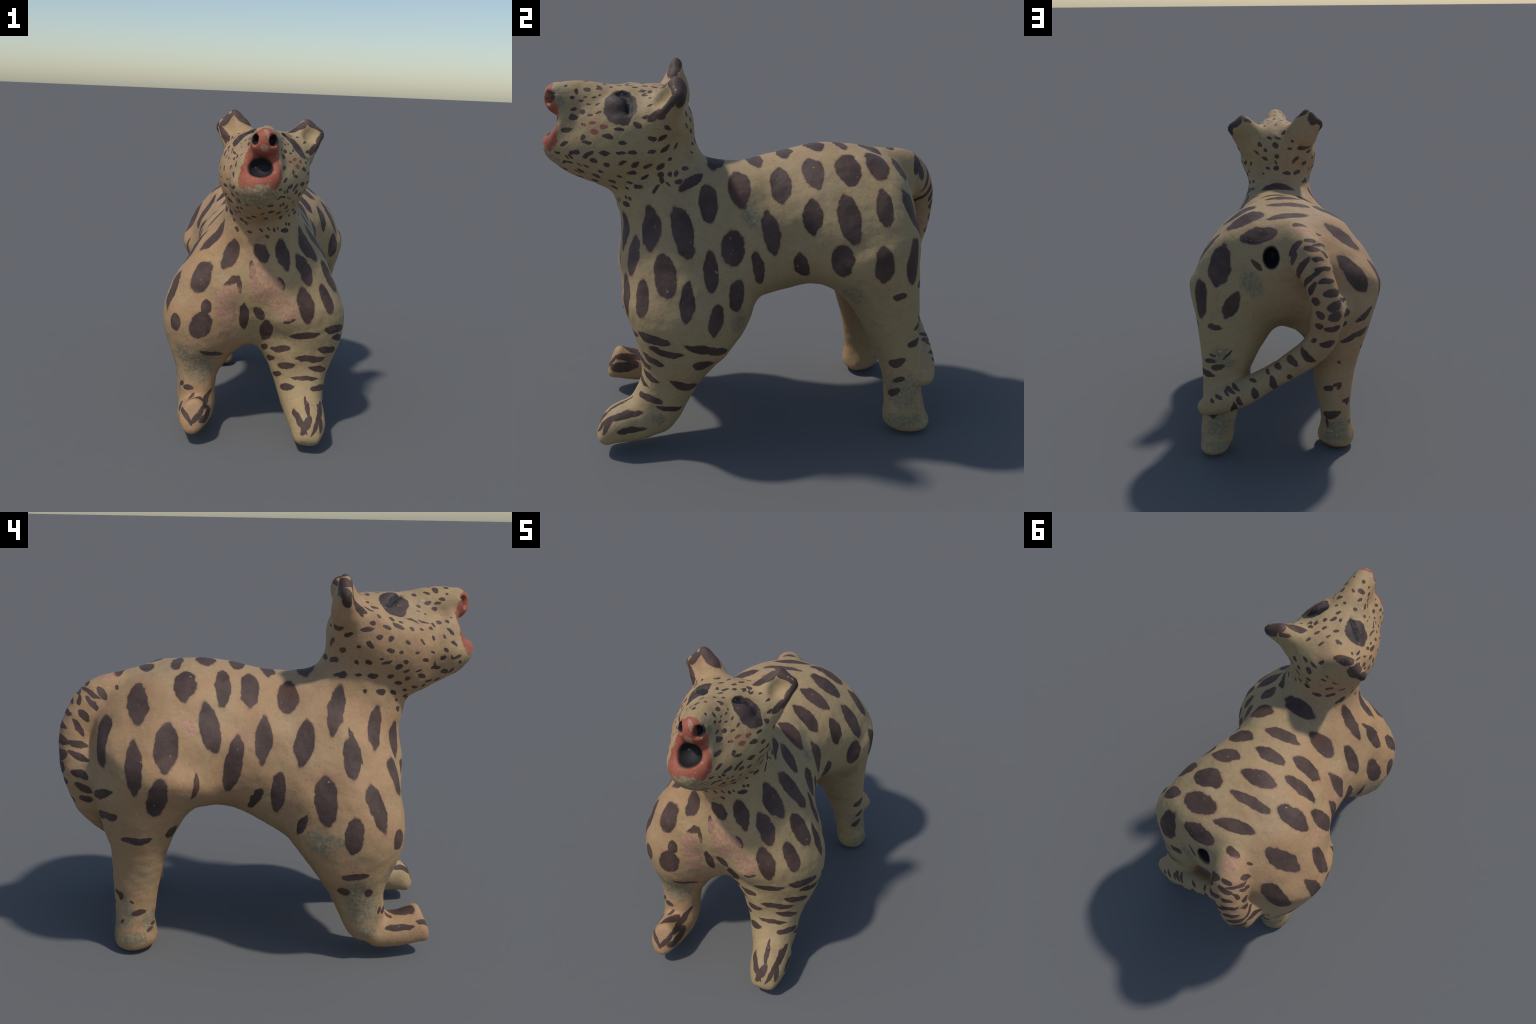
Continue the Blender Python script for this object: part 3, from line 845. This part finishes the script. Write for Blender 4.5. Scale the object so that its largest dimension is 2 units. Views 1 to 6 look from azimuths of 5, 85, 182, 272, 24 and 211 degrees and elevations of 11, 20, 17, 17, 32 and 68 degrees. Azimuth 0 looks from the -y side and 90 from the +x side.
BRUSH_MARKS['crown'] = [
    (0.087, -0.613, 1.750, -0.009, -0.015, 0.001, 0.008),
    (0.086, -0.560, 1.745, -0.008, -0.019, 0.001, 0.010),
    (0.127, -0.536, 1.741, -0.008, -0.012, 0.003, 0.008),
    (0.148, -0.501, 1.732, -0.005, -0.014, 0.002, 0.007),
    (0.181, -0.496, 1.719, -0.005, -0.003, 0.002, 0.012),
    (0.161, -0.469, 1.728, -0.005, -0.009, 0.001, 0.009),
    (0.103, -0.501, 1.742, -0.006, -0.015, 0.001, 0.008),
    (0.120, -0.447, 1.738, -0.008, -0.016, 0.002, 0.008),
    (0.141, -0.395, 1.726, -0.004, -0.013, 0.004, 0.008),
    (0.068, -0.404, 1.735, -0.009, -0.016, 0.006, 0.007),
    (0.050, -0.571, 1.748, -0.000, -0.014, 0.000, 0.011),
    (0.037, -0.509, 1.746, -0.014, -0.007, -0.000, 0.009),
    (0.055, -0.454, 1.745, -0.003, -0.012, 0.001, 0.007),
    (0.121, -0.645, 1.746, -0.006, -0.009, 0.002, 0.006),
    (0.086, -0.675, 1.756, -0.005, -0.007, 0.001, 0.011),
    (0.049, -0.784, 1.765, -0.011, -0.013, -0.006, 0.012),
    (0.083, -0.756, 1.772, -0.006, -0.007, 0.001, 0.011),
    (0.123, -0.696, 1.750, -0.006, -0.012, 0.005, 0.008),
    (-0.014, -0.458, 1.739, -0.019, -0.001, -0.004, 0.010),
]
BRUSH_MARKS['nape'] = [
    (0.107, -0.314, 1.662, -0.014, 0.007, -0.007, 0.008),
    (0.046, -0.308, 1.660, -0.021, 0.005, -0.009, 0.010),
    (0.065, -0.288, 1.616, -0.018, 0.004, -0.011, 0.020),
    (0.021, -0.335, 1.695, -0.011, -0.009, 0.012, 0.012),
    (-0.037, -0.300, 1.645, -0.012, 0.002, 0.000, 0.009),
    (-0.098, -0.316, 1.594, -0.027, -0.010, 0.001, 0.012),
    (-0.023, -0.291, 1.590, -0.013, -0.004, 0.001, 0.008),
    (0.058, -0.277, 1.548, -0.017, 0.000, -0.004, 0.014),
    (0.131, -0.292, 1.590, -0.006, 0.004, -0.013, 0.010),
    (0.160, -0.306, 1.613, -0.003, 0.004, -0.011, 0.008),
    (0.143, -0.292, 1.532, -0.018, 0.006, -0.008, 0.010),
    (0.068, -0.278, 1.509, -0.008, 0.000, -0.012, 0.006),
    (0.124, -0.289, 1.473, -0.014, 0.006, -0.005, 0.008),
    (0.062, -0.275, 1.470, -0.021, 0.001, 0.000, 0.015),
    (-0.004, -0.275, 1.441, -0.025, -0.007, -0.004, 0.014),
    (-0.114, -0.334, 1.375, -0.004, -0.001, -0.008, 0.023),
    (0.186, -0.309, 1.565, -0.006, 0.003, -0.007, 0.007),
    (-0.143, -0.359, 1.570, -0.010, -0.012, 0.004, 0.011),
    (0.147, -0.293, 1.436, -0.008, 0.006, -0.003, 0.006),
]
BRUSH_MARKS['ear_rim'] = [
    (-0.174, -0.376, 1.789, 0.040, 0.006, 0.039, 0.016),
    (-0.190, -0.402, 1.705, 0.025, -0.025, -0.049, 0.015),
    (-0.079, -0.368, 1.794, 0.051, 0.014, -0.032, 0.035),
    (0.231, -0.401, 1.758, 0.047, 0.030, 0.031, 0.027),
    (0.322, -0.369, 1.762, 0.047, 0.008, -0.027, 0.015),
    (0.353, -0.389, 1.695, -0.015, -0.033, -0.037, 0.020),
    (0.324, -0.445, 1.641, -0.018, -0.031, -0.025, 0.022),
]
BRUSH_MARKS['ear_rim_side'] = [
    (-0.175, -0.323, 1.792, -0.018, -0.014, 0.035, 0.037),
    (-0.232, -0.336, 1.748, -0.031, -0.026, -0.001, 0.013),
    (-0.176, -0.412, 1.697, 0.038, -0.039, -0.044, 0.015),
]
BRUSH_MARKS['ear_rim_outer'] = [
    (0.323, -0.352, 1.778, 0.221, 0.055, 0.016, 0.013),
    (0.374, -0.330, 1.736, 0.030, -0.030, -0.019, 0.021),
    (0.352, -0.398, 1.667, -0.017, -0.033, -0.039, 0.014),
    (-0.083, -0.363, 1.800, -0.012, 0.026, 0.027, 0.032),
]
BRUSH_MARKS['ear_rim_back'] = [
    (0.319, -0.311, 1.760, -0.031, -0.002, 0.023, 0.024),
    (0.243, -0.321, 1.773, -0.029, -0.017, -0.014, 0.013),
    (-0.181, -0.324, 1.787, -0.033, -0.002, -0.033, 0.021),
    (-0.091, -0.325, 1.804, -0.035, 0.015, 0.020, 0.012),
]
BRUSH_MARKS['eyes'] = [
    (0.237, -0.600, 1.680, -0.003, 0.068, -0.003, 0.088),
]
BRUSH_MARKS['eyes_left'] = [
    (-0.050, -0.583, 1.706, 0.007, -0.066, -0.006, 0.072),
]
BRUSH_MARKS['bare'] = [
    (0.056, -0.675, 0.973, 0.024, -0.010, -0.057, 0.042),
    (0.117, -0.682, 0.882, 0.066, 0.008, -0.077, 0.086),
    (0.211, -0.666, 0.797, 0.073, 0.005, -0.062, 0.057),
    (-0.102, -0.666, 0.850, 0.071, -0.010, 0.043, 0.043),
    (-0.104, -0.651, 0.751, 0.060, 0.013, -0.029, 0.061),
    (-0.113, -0.635, 0.642, 0.041, 0.023, -0.019, 0.046),
    (0.227, -0.670, 0.745, 0.042, 0.001, -0.001, 0.036),
]
BRUSH_MARKS['bare_nose'] = [
    (0.089, -0.953, 1.676, 0.015, 0.005, -0.015, 0.016),
    (0.091, -0.945, 1.745, 0.012, -0.014, -0.023, 0.012),
]
BRUSH_MARKS['bare_flank'] = [
    (-0.406, 0.348, 1.170, 0.001, -0.043, -0.024, 0.033),
]
BRUSH_MARKS['bare_tail'] = [
    (-0.122, 0.775, 1.347, -0.035, 0.016, -0.007, 0.050),
]
BRUSH_MARKS['dirt'] = [
    (-0.256, -0.605, 0.412, 0.086, 0.018, 0.000, 0.111),
    (-0.352, -0.614, 0.461, 0.021, 0.013, -0.056, 0.054),
]
BRUSH_MARKS['dirt_side'] = [
    (-0.473, -0.256, 0.653, -0.022, -0.045, -0.043, 0.050),
    (-0.413, -0.483, 0.330, 0.033, -0.060, -0.113, 0.072),
    (-0.498, -0.334, 0.672, -0.012, -0.049, -0.013, 0.020),
]
BRUSH_MARKS['dirt_nose'] = [
    (0.142, -0.873, 1.744, 0.008, 0.030, -0.009, 0.021),
    (0.160, -0.872, 1.695, 0.005, 0.011, -0.026, 0.018),
]
BRUSH_MARKS['dirt_feet'] = [
    (0.308, 0.783, 0.576, -0.031, -0.001, 0.022, 0.035),
    (0.369, 0.820, 0.088, -0.060, -0.018, -0.002, 0.020),
    (-0.299, 0.736, 0.092, -0.076, 0.009, -0.002, 0.037),
]
BRUSH_MARKS['dirt_leg'] = [
    (0.479, 0.692, 0.091, 0.013, 0.091, 0.000, 0.038),
    (0.440, -0.118, 0.679, -0.023, 0.028, 0.030, 0.048),
]
BRUSH_MARKS['dirt_shin'] = [
    (0.365, 0.799, 0.205, -0.064, -0.006, -0.003, 0.082),
    (0.344, 0.781, 0.604, -0.047, 0.009, -0.032, 0.052),
    (-0.316, 0.730, 0.142, -0.066, -0.009, -0.004, 0.074),
    (0.162, 0.799, 1.052, -0.032, 0.011, -0.064, 0.055),
]
BRUSH_MARKS['dirt_shin_side'] = [
    (-0.385, 0.651, 0.228, -0.005, -0.006, -0.070, 0.037),
    (-0.351, 0.548, 0.170, 0.008, -0.008, -0.048, 0.053),
    (-0.409, 0.617, 0.090, 0.006, -0.066, -0.005, 0.034),
    (-0.403, -0.512, 0.175, 0.009, -0.035, -0.026, 0.042),
]
BRUSH_MARKS['dirt_shin_out'] = [
    (0.465, 0.686, 0.252, 0.016, 0.067, -0.057, 0.077),
    (0.323, -0.030, 1.160, 0.021, 0.010, -0.047, 0.038),
    (0.430, 0.421, 0.778, -0.009, 0.035, -0.048, 0.058),
    (0.451, -0.532, 0.193, -0.005, 0.025, -0.020, 0.031),
]
BRUSH_MARKS['left_hindleg_extra'] = [
    (-0.360, 0.549, 0.126, 0.019, -0.012, 0.001, 0.008),
    (-0.387, 0.632, 0.279, -0.001, -0.010, -0.008, 0.006),
    (-0.380, 0.679, 0.174, -0.003, -0.009, 0.011, 0.006),
]
BRUSH_MARKS['hind_extra'] = [
    (0.389, 0.767, 0.617, -0.017, 0.008, -0.006, 0.008),
    (0.307, 0.784, 0.623, -0.031, 0.000, 0.026, 0.006),
    (-0.295, 0.737, 0.426, -0.020, -0.001, 0.007, 0.009),
]
BRUSH_MARKS['vent_stroke'] = [
    (0.132, 0.789, 1.147, -0.023, 0.011, -0.026, 0.015),
]

# ---------------------------------------------------------------- paint
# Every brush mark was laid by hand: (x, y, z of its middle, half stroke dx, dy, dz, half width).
from mathutils import kdtree, Matrix, Vector

def vertex_normals():
    me = bpy.data.meshes.new('tmp')
    me.from_pydata(VERTS.tolist(), [], QUADS.tolist())
    me.update()
    n = np.array([v.vector[:] for v in me.vertex_normals])
    bpy.data.meshes.remove(me)
    return n

NORMALS = vertex_normals()
VERTS = VERTS + NORMALS * hand_marks(VERTS)[:, None]
NORMALS = vertex_normals()
TREE = kdtree.KDTree(len(VERTS))
for i, v in enumerate(VERTS):
    TREE.insert(v, i)
TREE.balance()

def stroke(mark, grow=1., shallow=False):
    """Turn a brush mark into an oriented ellipsoid: middle, euler angles, three half sizes."""
    c, axis, w = Vector(mark[:3]), Vector(mark[3:6]), mark[6]
    co, i, _ = TREE.find(c)
    n = Vector(NORMALS[i])
    axis = axis - n * axis.dot(n) * .5
    length = max(axis.length * grow, .004)
    w *= grow
    ax = axis.normalized()
    side = n.cross(ax).normalized()
    up = ax.cross(side)
    depth = .024 if shallow else max(.012, 1.1 * max(length, w))
    rot_m = Matrix((ax, side, up)).transposed()
    return co, rot_m.to_euler(), (length, max(w, .004), depth)

RED_MARKS = ('cheek_red',)
KINDS = {'brown': [], 'bar': [], 'red': [], 'eye': [], 'bare': [], 'dirt': []}
for region, marks in BRUSH_MARKS.items():
    kind = 'red' if region in RED_MARKS else region.split('_')[0]
    kind = {'eyes': 'eye'}.get(kind, kind)
    if region.startswith(('tail', 'ear', 'vent', 'right_foreleg', 'left_foreleg', 'left_hind', 'right_hind')):
        kind = 'bar'
    grow = 1.25 if region.startswith('tail') else 1.10 if region.startswith('eyes') else 1.03
    KINDS[kind if kind in KINDS else 'brown'] += [stroke(m, grow, region.startswith('ear')) for m in marks]

def blob(c, r, yaw=0, pitch=0):
    return Vector(c), Matrix(rot(yaw, pitch).tolist()).to_euler(), r
# dark paint wrapped over the ear edges
EAR_EDGES = ((.280, -.338, 1.792), (.322, -.332, 1.765), (.360, -.326, 1.730), (.366, -.326, 1.700),
             (-.133, -.343, 1.830), (-.178, -.346, 1.794), (-.224, -.347, 1.754), (-.230, -.349, 1.722))
KINDS['bar'] += [(Vector(c), Matrix.Identity(3).to_euler(), (.029, .027, .029)) for c in EAR_EDGES]
LIPS = [blob((.078, -.985, 1.615), (.170, .115, .190))]
CHIN = [blob((.075, -.975, 1.425), (.130, .100, .062))]
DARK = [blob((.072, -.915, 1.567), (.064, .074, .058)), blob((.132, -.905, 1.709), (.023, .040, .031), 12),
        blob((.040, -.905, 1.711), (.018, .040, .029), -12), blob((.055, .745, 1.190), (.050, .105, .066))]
for crease in CREASES:
    for p0, p1 in zip(crease, crease[1:]):
        a, b = Vector(p0[:3]), Vector(p1[:3])
        e = (b - a).to_track_quat('X', 'Z').to_euler()
        DARK.append(((a + b) / 2, e, ((b - a).length * .75, .020, .020)))

class Nodes:
    def __init__(self, mat):
        self.t = mat.node_tree
    def new(self, kind, **kw):
        n = self.t.nodes.new(kind)
        for k, v in kw.items():
            setattr(n, k, v)
        return n
    def link(self, a, b):
        self.t.links.new(a, b)
    def math(self, op, a, b=None, clamp=False):
        n = self.new('ShaderNodeMath', operation=op, use_clamp=clamp)
        for i, v in enumerate((a, b)):
            if v is None:
                continue
            if isinstance(v, (int, float)):
                n.inputs[i].default_value = v
            else:
                self.link(v, n.inputs[i])
        return n.outputs[0]
    def noise(self, vec, scale, detail=3, rough=.55):
        n = self.new('ShaderNodeTexNoise')
        n.inputs['Scale'].default_value = scale
        n.inputs['Detail'].default_value = detail
        n.inputs['Roughness'].default_value = rough
        self.link(vec, n.inputs['Vector'])
        return n
    def ramp(self, fac, lo, hi):
        n = self.new('ShaderNodeMapRange', interpolation_type='SMOOTHSTEP')
        n.inputs['From Min'].default_value = lo
        n.inputs['From Max'].default_value = hi
        self.link(fac, n.inputs['Value'])
        return n.outputs[0]
    def mix(self, fac, a, b):
        n = self.new('ShaderNodeMix', data_type='RGBA')
        for sock, v in ((n.inputs[0], fac), (n.inputs[6], a), (n.inputs[7], b)):
            if isinstance(v, (tuple, float, int)):
                sock.default_value = (*v, 1) if isinstance(v, tuple) else v
            else:
                self.link(v, sock)
        return n.outputs[2]
    def marks(self, vec, strokes, pointed=False):
        """Smallest normalised distance to any of the strokes (1 = on the outline)."""
        best = None
        for c, e, r in strokes:
            m = self.new('ShaderNodeMapping', vector_type='TEXTURE')
            m.inputs['Location'].default_value = c
            m.inputs['Rotation'].default_value = e
            m.inputs['Scale'].default_value = r
            self.link(vec, m.inputs['Vector'])
            l = self.new('ShaderNodeVectorMath', operation='LENGTH')
            self.link(m.outputs[0], l.inputs[0])
            d = l.outputs['Value']
            if pointed:            # the brush was set down and lifted off at a point
                ab = self.new('ShaderNodeVectorMath', operation='ABSOLUTE')
                self.link(m.outputs[0], ab.inputs[0])
                dot = self.new('ShaderNodeVectorMath', operation='DOT_PRODUCT')
                self.link(ab.outputs[0], dot.inputs[0])
                dot.inputs[1].default_value = (.90, .38 + .24 * ((c[0] * 57 + c[2] * 91) % 1), .10)
                d = self.math('MAXIMUM', d, dot.outputs['Value'])
            best = d if best is None else self.math('MINIMUM', best, d)
        return best

def material_for(name, pts):
    mat = bpy.data.materials.new('painted_clay_' + name.replace('.', '_'))
    mat.use_nodes = True
    N = Nodes(mat)
    bsdf = N.t.nodes['Principled BSDF']
    lo, hi = pts.min(0), pts.max(0)
    part = kdtree.KDTree(len(pts))
    for i, v in enumerate(pts):
        part.insert(v, i)
    part.balance()
    def here(strokes, reach=1.25):
        return [s for s in strokes if part.find(s[0])[2] < max(s[2][:2]) * reach + .012]
    pos = N.new('ShaderNodeTexCoord').outputs['Object']
    # wobble of the brush
    def wobble(vec, scale, amount):
        n = N.noise(vec, scale, 2)
        v = N.new('ShaderNodeVectorMath', operation='MULTIPLY_ADD')
        N.link(n.outputs['Color'], v.inputs[0])
        v.inputs[1].default_value = (amount,) * 3
        v.inputs[2].default_value = (-amount / 2,) * 3
        a = N.new('ShaderNodeVectorMath', operation='ADD')
        N.link(vec, a.inputs[0])
        N.link(v.outputs[0], a.inputs[1])
        return a.outputs[0]
    brush = wobble(wobble(pos, 13, .032), 48, .006)
    soft = wobble(pos, 9, .05)

    # slip-coated clay: warm tan drifting to yellow and pink, with stains, specks and hairlines
    big = N.noise(pos, 2.6, 3).outputs['Fac']
    mid = N.noise(pos, 8, 5, .65).outputs['Fac']
    fine = N.noise(pos, 55, 5, .7).outputs['Fac']
    # clay hue blends across the width: orange on its right, yellower on its left
    xyz = N.new('ShaderNodeSeparateXYZ')
    N.link(wobble(pos, 2.2, .9), xyz.inputs[0])
    side_hue = N.ramp(xyz.outputs['X'], -.22, .22)
    clay = N.mix(side_hue, (.440, .259, .130), (.414, .294, .146))
    clay = N.mix(N.math('MULTIPLY', N.ramp(big, .45, .66), .6), clay, (.440, .305, .165))
    clay = N.mix(N.math('MULTIPLY', N.ramp(mid, .50, .70), .45), clay, (.430, .240, .138))
    clay = N.mix(N.math('MULTIPLY', N.ramp(mid, .46, .30), .50), clay, (.335, .240, .118))
    clay = N.mix(N.math('MULTIPLY', N.ramp(N.noise(pos, 5, 6, .7).outputs['Fac'], .52, .66), .38), clay, (.285, .225, .120))
    clay = N.mix(N.math('MULTIPLY', N.ramp(fine, .50, .30), .45), clay, (.270, .190, .095))
    streak = N.new('ShaderNodeMapping')
    streak.inputs['Scale'].default_value = (14, 5, 22)
    N.link(pos, streak.inputs['Vector'])
    st = N.noise(streak.outputs[0], 3, 4, .6).outputs['Fac']
    clay = N.mix(N.math('MULTIPLY', N.ramp(st, .56, .72), .30), clay, (.500, .370, .220))
    vor = N.new('ShaderNodeTexVoronoi', feature='DISTANCE_TO_EDGE')
    vor.inputs['Scale'].default_value = 9
    N.link(wobble(pos, 6, .12), vor.inputs['Vector'])
    crack = N.math('MULTIPLY', N.ramp(vor.outputs['Distance'], .012, .0), N.ramp(mid, .52, .60))
    clay = N.mix(N.math('MULTIPLY', crack, .45), clay, (.18, .12, .07))
    col = clay
    ragged = N.noise(pos, 20, 2).outputs['Fac']

    def lay(col, strokes, colour, strength=1., vec=brush, edge=.06, reach=1.25, rough=.09, fringe=None, pointed=False):
        s = here(strokes, reach)
        if not s:
            return col, None
        d = N.marks(vec, s, pointed)
        d = N.math('ADD', d, N.math('MULTIPLY', N.math('SUBTRACT', fine, .5), rough))
        if rough < .5:
            d = N.math('ADD', d, N.math('MULTIPLY', N.math('SUBTRACT', ragged, .5), rough * 3))
        m = N.ramp(d, 1 + edge, 1 - edge)
        if fringe:
            col = N.mix(N.math('MULTIPLY', N.ramp(d, 1.22, 1.0), .35), col, fringe)
        if strength < 1:
            m = N.math('MULTIPLY', m, strength)
        return N.mix(m, col, colour), m

    grime = N.mix(N.ramp(fine, .35, .65), (.175, .150, .092), (.290, .245, .150))
    grime = N.mix(N.ramp(N.noise(pos, 70, 1).outputs['Fac'], .68, .74), grime, (.44, .44, .36))
    col, _ = lay(col, KINDS['dirt'], grime, .78, soft, .50, 1.6, 1.0)
    brown = N.mix(N.ramp(mid, .35, .65), (.066, .040, .032), (.104, .063, .050))
    brown = N.mix(N.math('MULTIPLY', N.ramp(N.noise(pos, 4.5, 3).outputs['Fac'], .56, .68), .55), brown, (.120, .054, .036))
    brown = N.mix(N.math('MULTIPLY', N.ramp(fine, .58, .75), .5), brown, (.150, .095, .068))
    col, m_brown = lay(col, KINDS['brown'], brown, fringe=(.300, .150, .090), pointed=True)
    col, _ = lay(col, KINDS['bar'], brown, fringe=(.300, .150, .090))
    red = N.mix(N.ramp(mid, .35, .65), (.320, .082, .048), (.385, .125, .076))
    red = N.mix(N.math('MULTIPLY', N.ramp(fine, .56, .70), .6), red, (.430, .270, .150))
    col, _ = lay(col, KINDS['red'], (.300, .095, .060))
    if name in ('head', 'nose', 'mouth', 'neck'):
        col, _ = lay(col, LIPS, red, 1, soft, .04, 9, .12)
        chin = N.mix(N.ramp(fine, .45, .62), (.290, .205, .110), (.430, .330, .200))
        col, _ = lay(col, CHIN, chin, 1, soft, .10, 9, .30)
    bare = N.mix(N.ramp(fine, .35, .65), (.390, .190, .115), (.500, .290, .190))
    col, _ = lay(col, KINDS['bare'], bare, .8, soft, .14, 1.4, .8)
    eye = N.mix(N.ramp(mid, .40, .60), (.062, .040, .035), (.090, .056, .048))
    col, m_eye = lay(col, KINDS['eye'], eye, 1, brush, .05, 1.3, .10)
    col, _ = lay(col, DARK, (.024, .021, .022), 1, pos, .12, 3, .05)  # shade painted near-black into mouth, nostrils, vent and eyelid creases
    # flaked specks of pale ground showing through everything
    chip = N.noise(pos, 38, 3, .6).outputs['Fac']
    col = N.mix(N.math('MULTIPLY', N.ramp(chip, .70, .73), .6), col, (.50, .42, .30))
    N.link(col, bsdf.inputs['Base Color'])
    bsdf.inputs['Roughness'].default_value = .62
    bsdf.inputs['Specular IOR Level'].default_value = .28
    bump = N.new('ShaderNodeBump')
    bump.inputs['Strength'].default_value = .45
    bump.inputs['Distance'].default_value = .012
    h = N.math('ADD', N.math('MULTIPLY', fine, .30), N.math('MULTIPLY', mid, .9))
    N.link(h, bump.inputs['Height'])
    N.link(bump.outputs[0], bsdf.inputs['Normal'])
    return mat

# ---------------------------------------------------------------- cut into anatomical parts
def part_of_faces():
    c = VERTS[QUADS].mean(1)
    names = list(TUBES)
    f = np.stack([tube_field(c, n) for n in names], 1)
    kind = {'torso': 'torso', 'neck': 'neck', 'head': 'head', 'snout': 'head', 'jaw': 'head',
            'shoulder_r': 'forelimb', 'shoulder_l': 'forelimb.001', 'foot_r': 'forepaw', 'foot_l': 'forepaw.001',
            'hind_r': 'hindlimb', 'hind_l': 'hindlimb.001', 'rump': 'torso', 'flank': 'torso', 'lip': 'mouth', 'tail': 'tail', 'ear_r': 'ear', 'ear_l': 'ear.001'}
    lab = np.array([kind[n] for n in names], dtype=object)[f.argmin(1)]
    for i, (hn, hc, hr, R, k) in enumerate(HOLLOWS):
        if hn in ('ear', 'vent'):
            continue
        near = blob_field(c, hc, np.array(hr) + (.045 if hn == 'mouth' else .02), R) < 0
        lab[near] = 'mouth' if hn == 'mouth' else 'nose'
    for i, (bc, br, R, k) in enumerate(BUMPS[:2]):
        lab[blob_field(c, bc, np.array(br) + .02, R) < 0] = 'eye' if i == 0 else 'eye.001'
    lab[(f[:, names.index('hind_r')] < .03) & (c[:, 2] < .13) & (c[:, 1] > .3) & (c[:, 0] > 0)] = 'hindpaw'
    lab[(c[:, 2] < .13) & (c[:, 1] > .3) & (c[:, 0] < 0)] = 'hindpaw.001'
    return lab

ALL_STROKES = sum(KINDS.values(), [])
MIDDLES = np.array([s[0][:] for s in ALL_STROKES])
REACHES = np.array([max(s[2][:2]) * 1.3 + .012 for s in ALL_STROKES])

def patches(faces, centre, limit=26):
    c = centre[faces]
    lo, hi = c.min(0), c.max(0)
    gap = np.linalg.norm(np.maximum(np.maximum(lo - MIDDLES, MIDDLES - hi), 0), axis=1)
    if (gap < REACHES).sum() <= limit or len(faces) < 300:
        return [faces]
    ax = (hi - lo).argmax()
    cut = np.median(c[:, ax])
    return patches(faces[c[:, ax] <= cut], centre, limit) + patches(faces[c[:, ax] > cut], centre, limit)

def build():
    root = bpy.data.objects.new('leopard_figurine', None)
    root['label'] = 'painted clay leopard cub with raised open-mouthed head and dark brown spots'
    root['category'] = 'animal figurine'
    bpy.context.scene.collection.objects.link(root)
    whole = bpy.data.meshes.new('clay_body')
    whole.from_pydata(VERTS.tolist(), [], QUADS.tolist())
    whole.update()
    whole.shade_smooth()
    normals = np.array([v.vector[:] for v in whole.vertex_normals])
    lab = part_of_faces()
    for name in sorted(set(lab)):
        q = QUADS[lab == name]
        used, inv = np.unique(q, return_inverse=True)
        me = bpy.data.meshes.new(name)
        me.from_pydata(VERTS[used].tolist(), [], inv.reshape(q.shape).tolist())
        me.update()
        me.shade_smooth()
        me.normals_split_custom_set_from_vertices(normals[used].tolist())
        ob = bpy.data.objects.new(name, me)
        ob.parent = root
        bpy.context.scene.collection.objects.link(ob)
        # the brush marks are shared out between a few materials, each painting one patch of the part
        centre = VERTS[q].mean(1)
        patch = np.zeros(len(q), int)
        for n, faces in enumerate(patches(np.arange(len(q)), centre)):
            patch[faces] = n
            me.materials.append(material_for(name, VERTS[np.unique(q[faces])]))
        me.polygons.foreach_set('material_index', patch.astype(np.int32))
    bpy.data.meshes.remove(whole)

build()
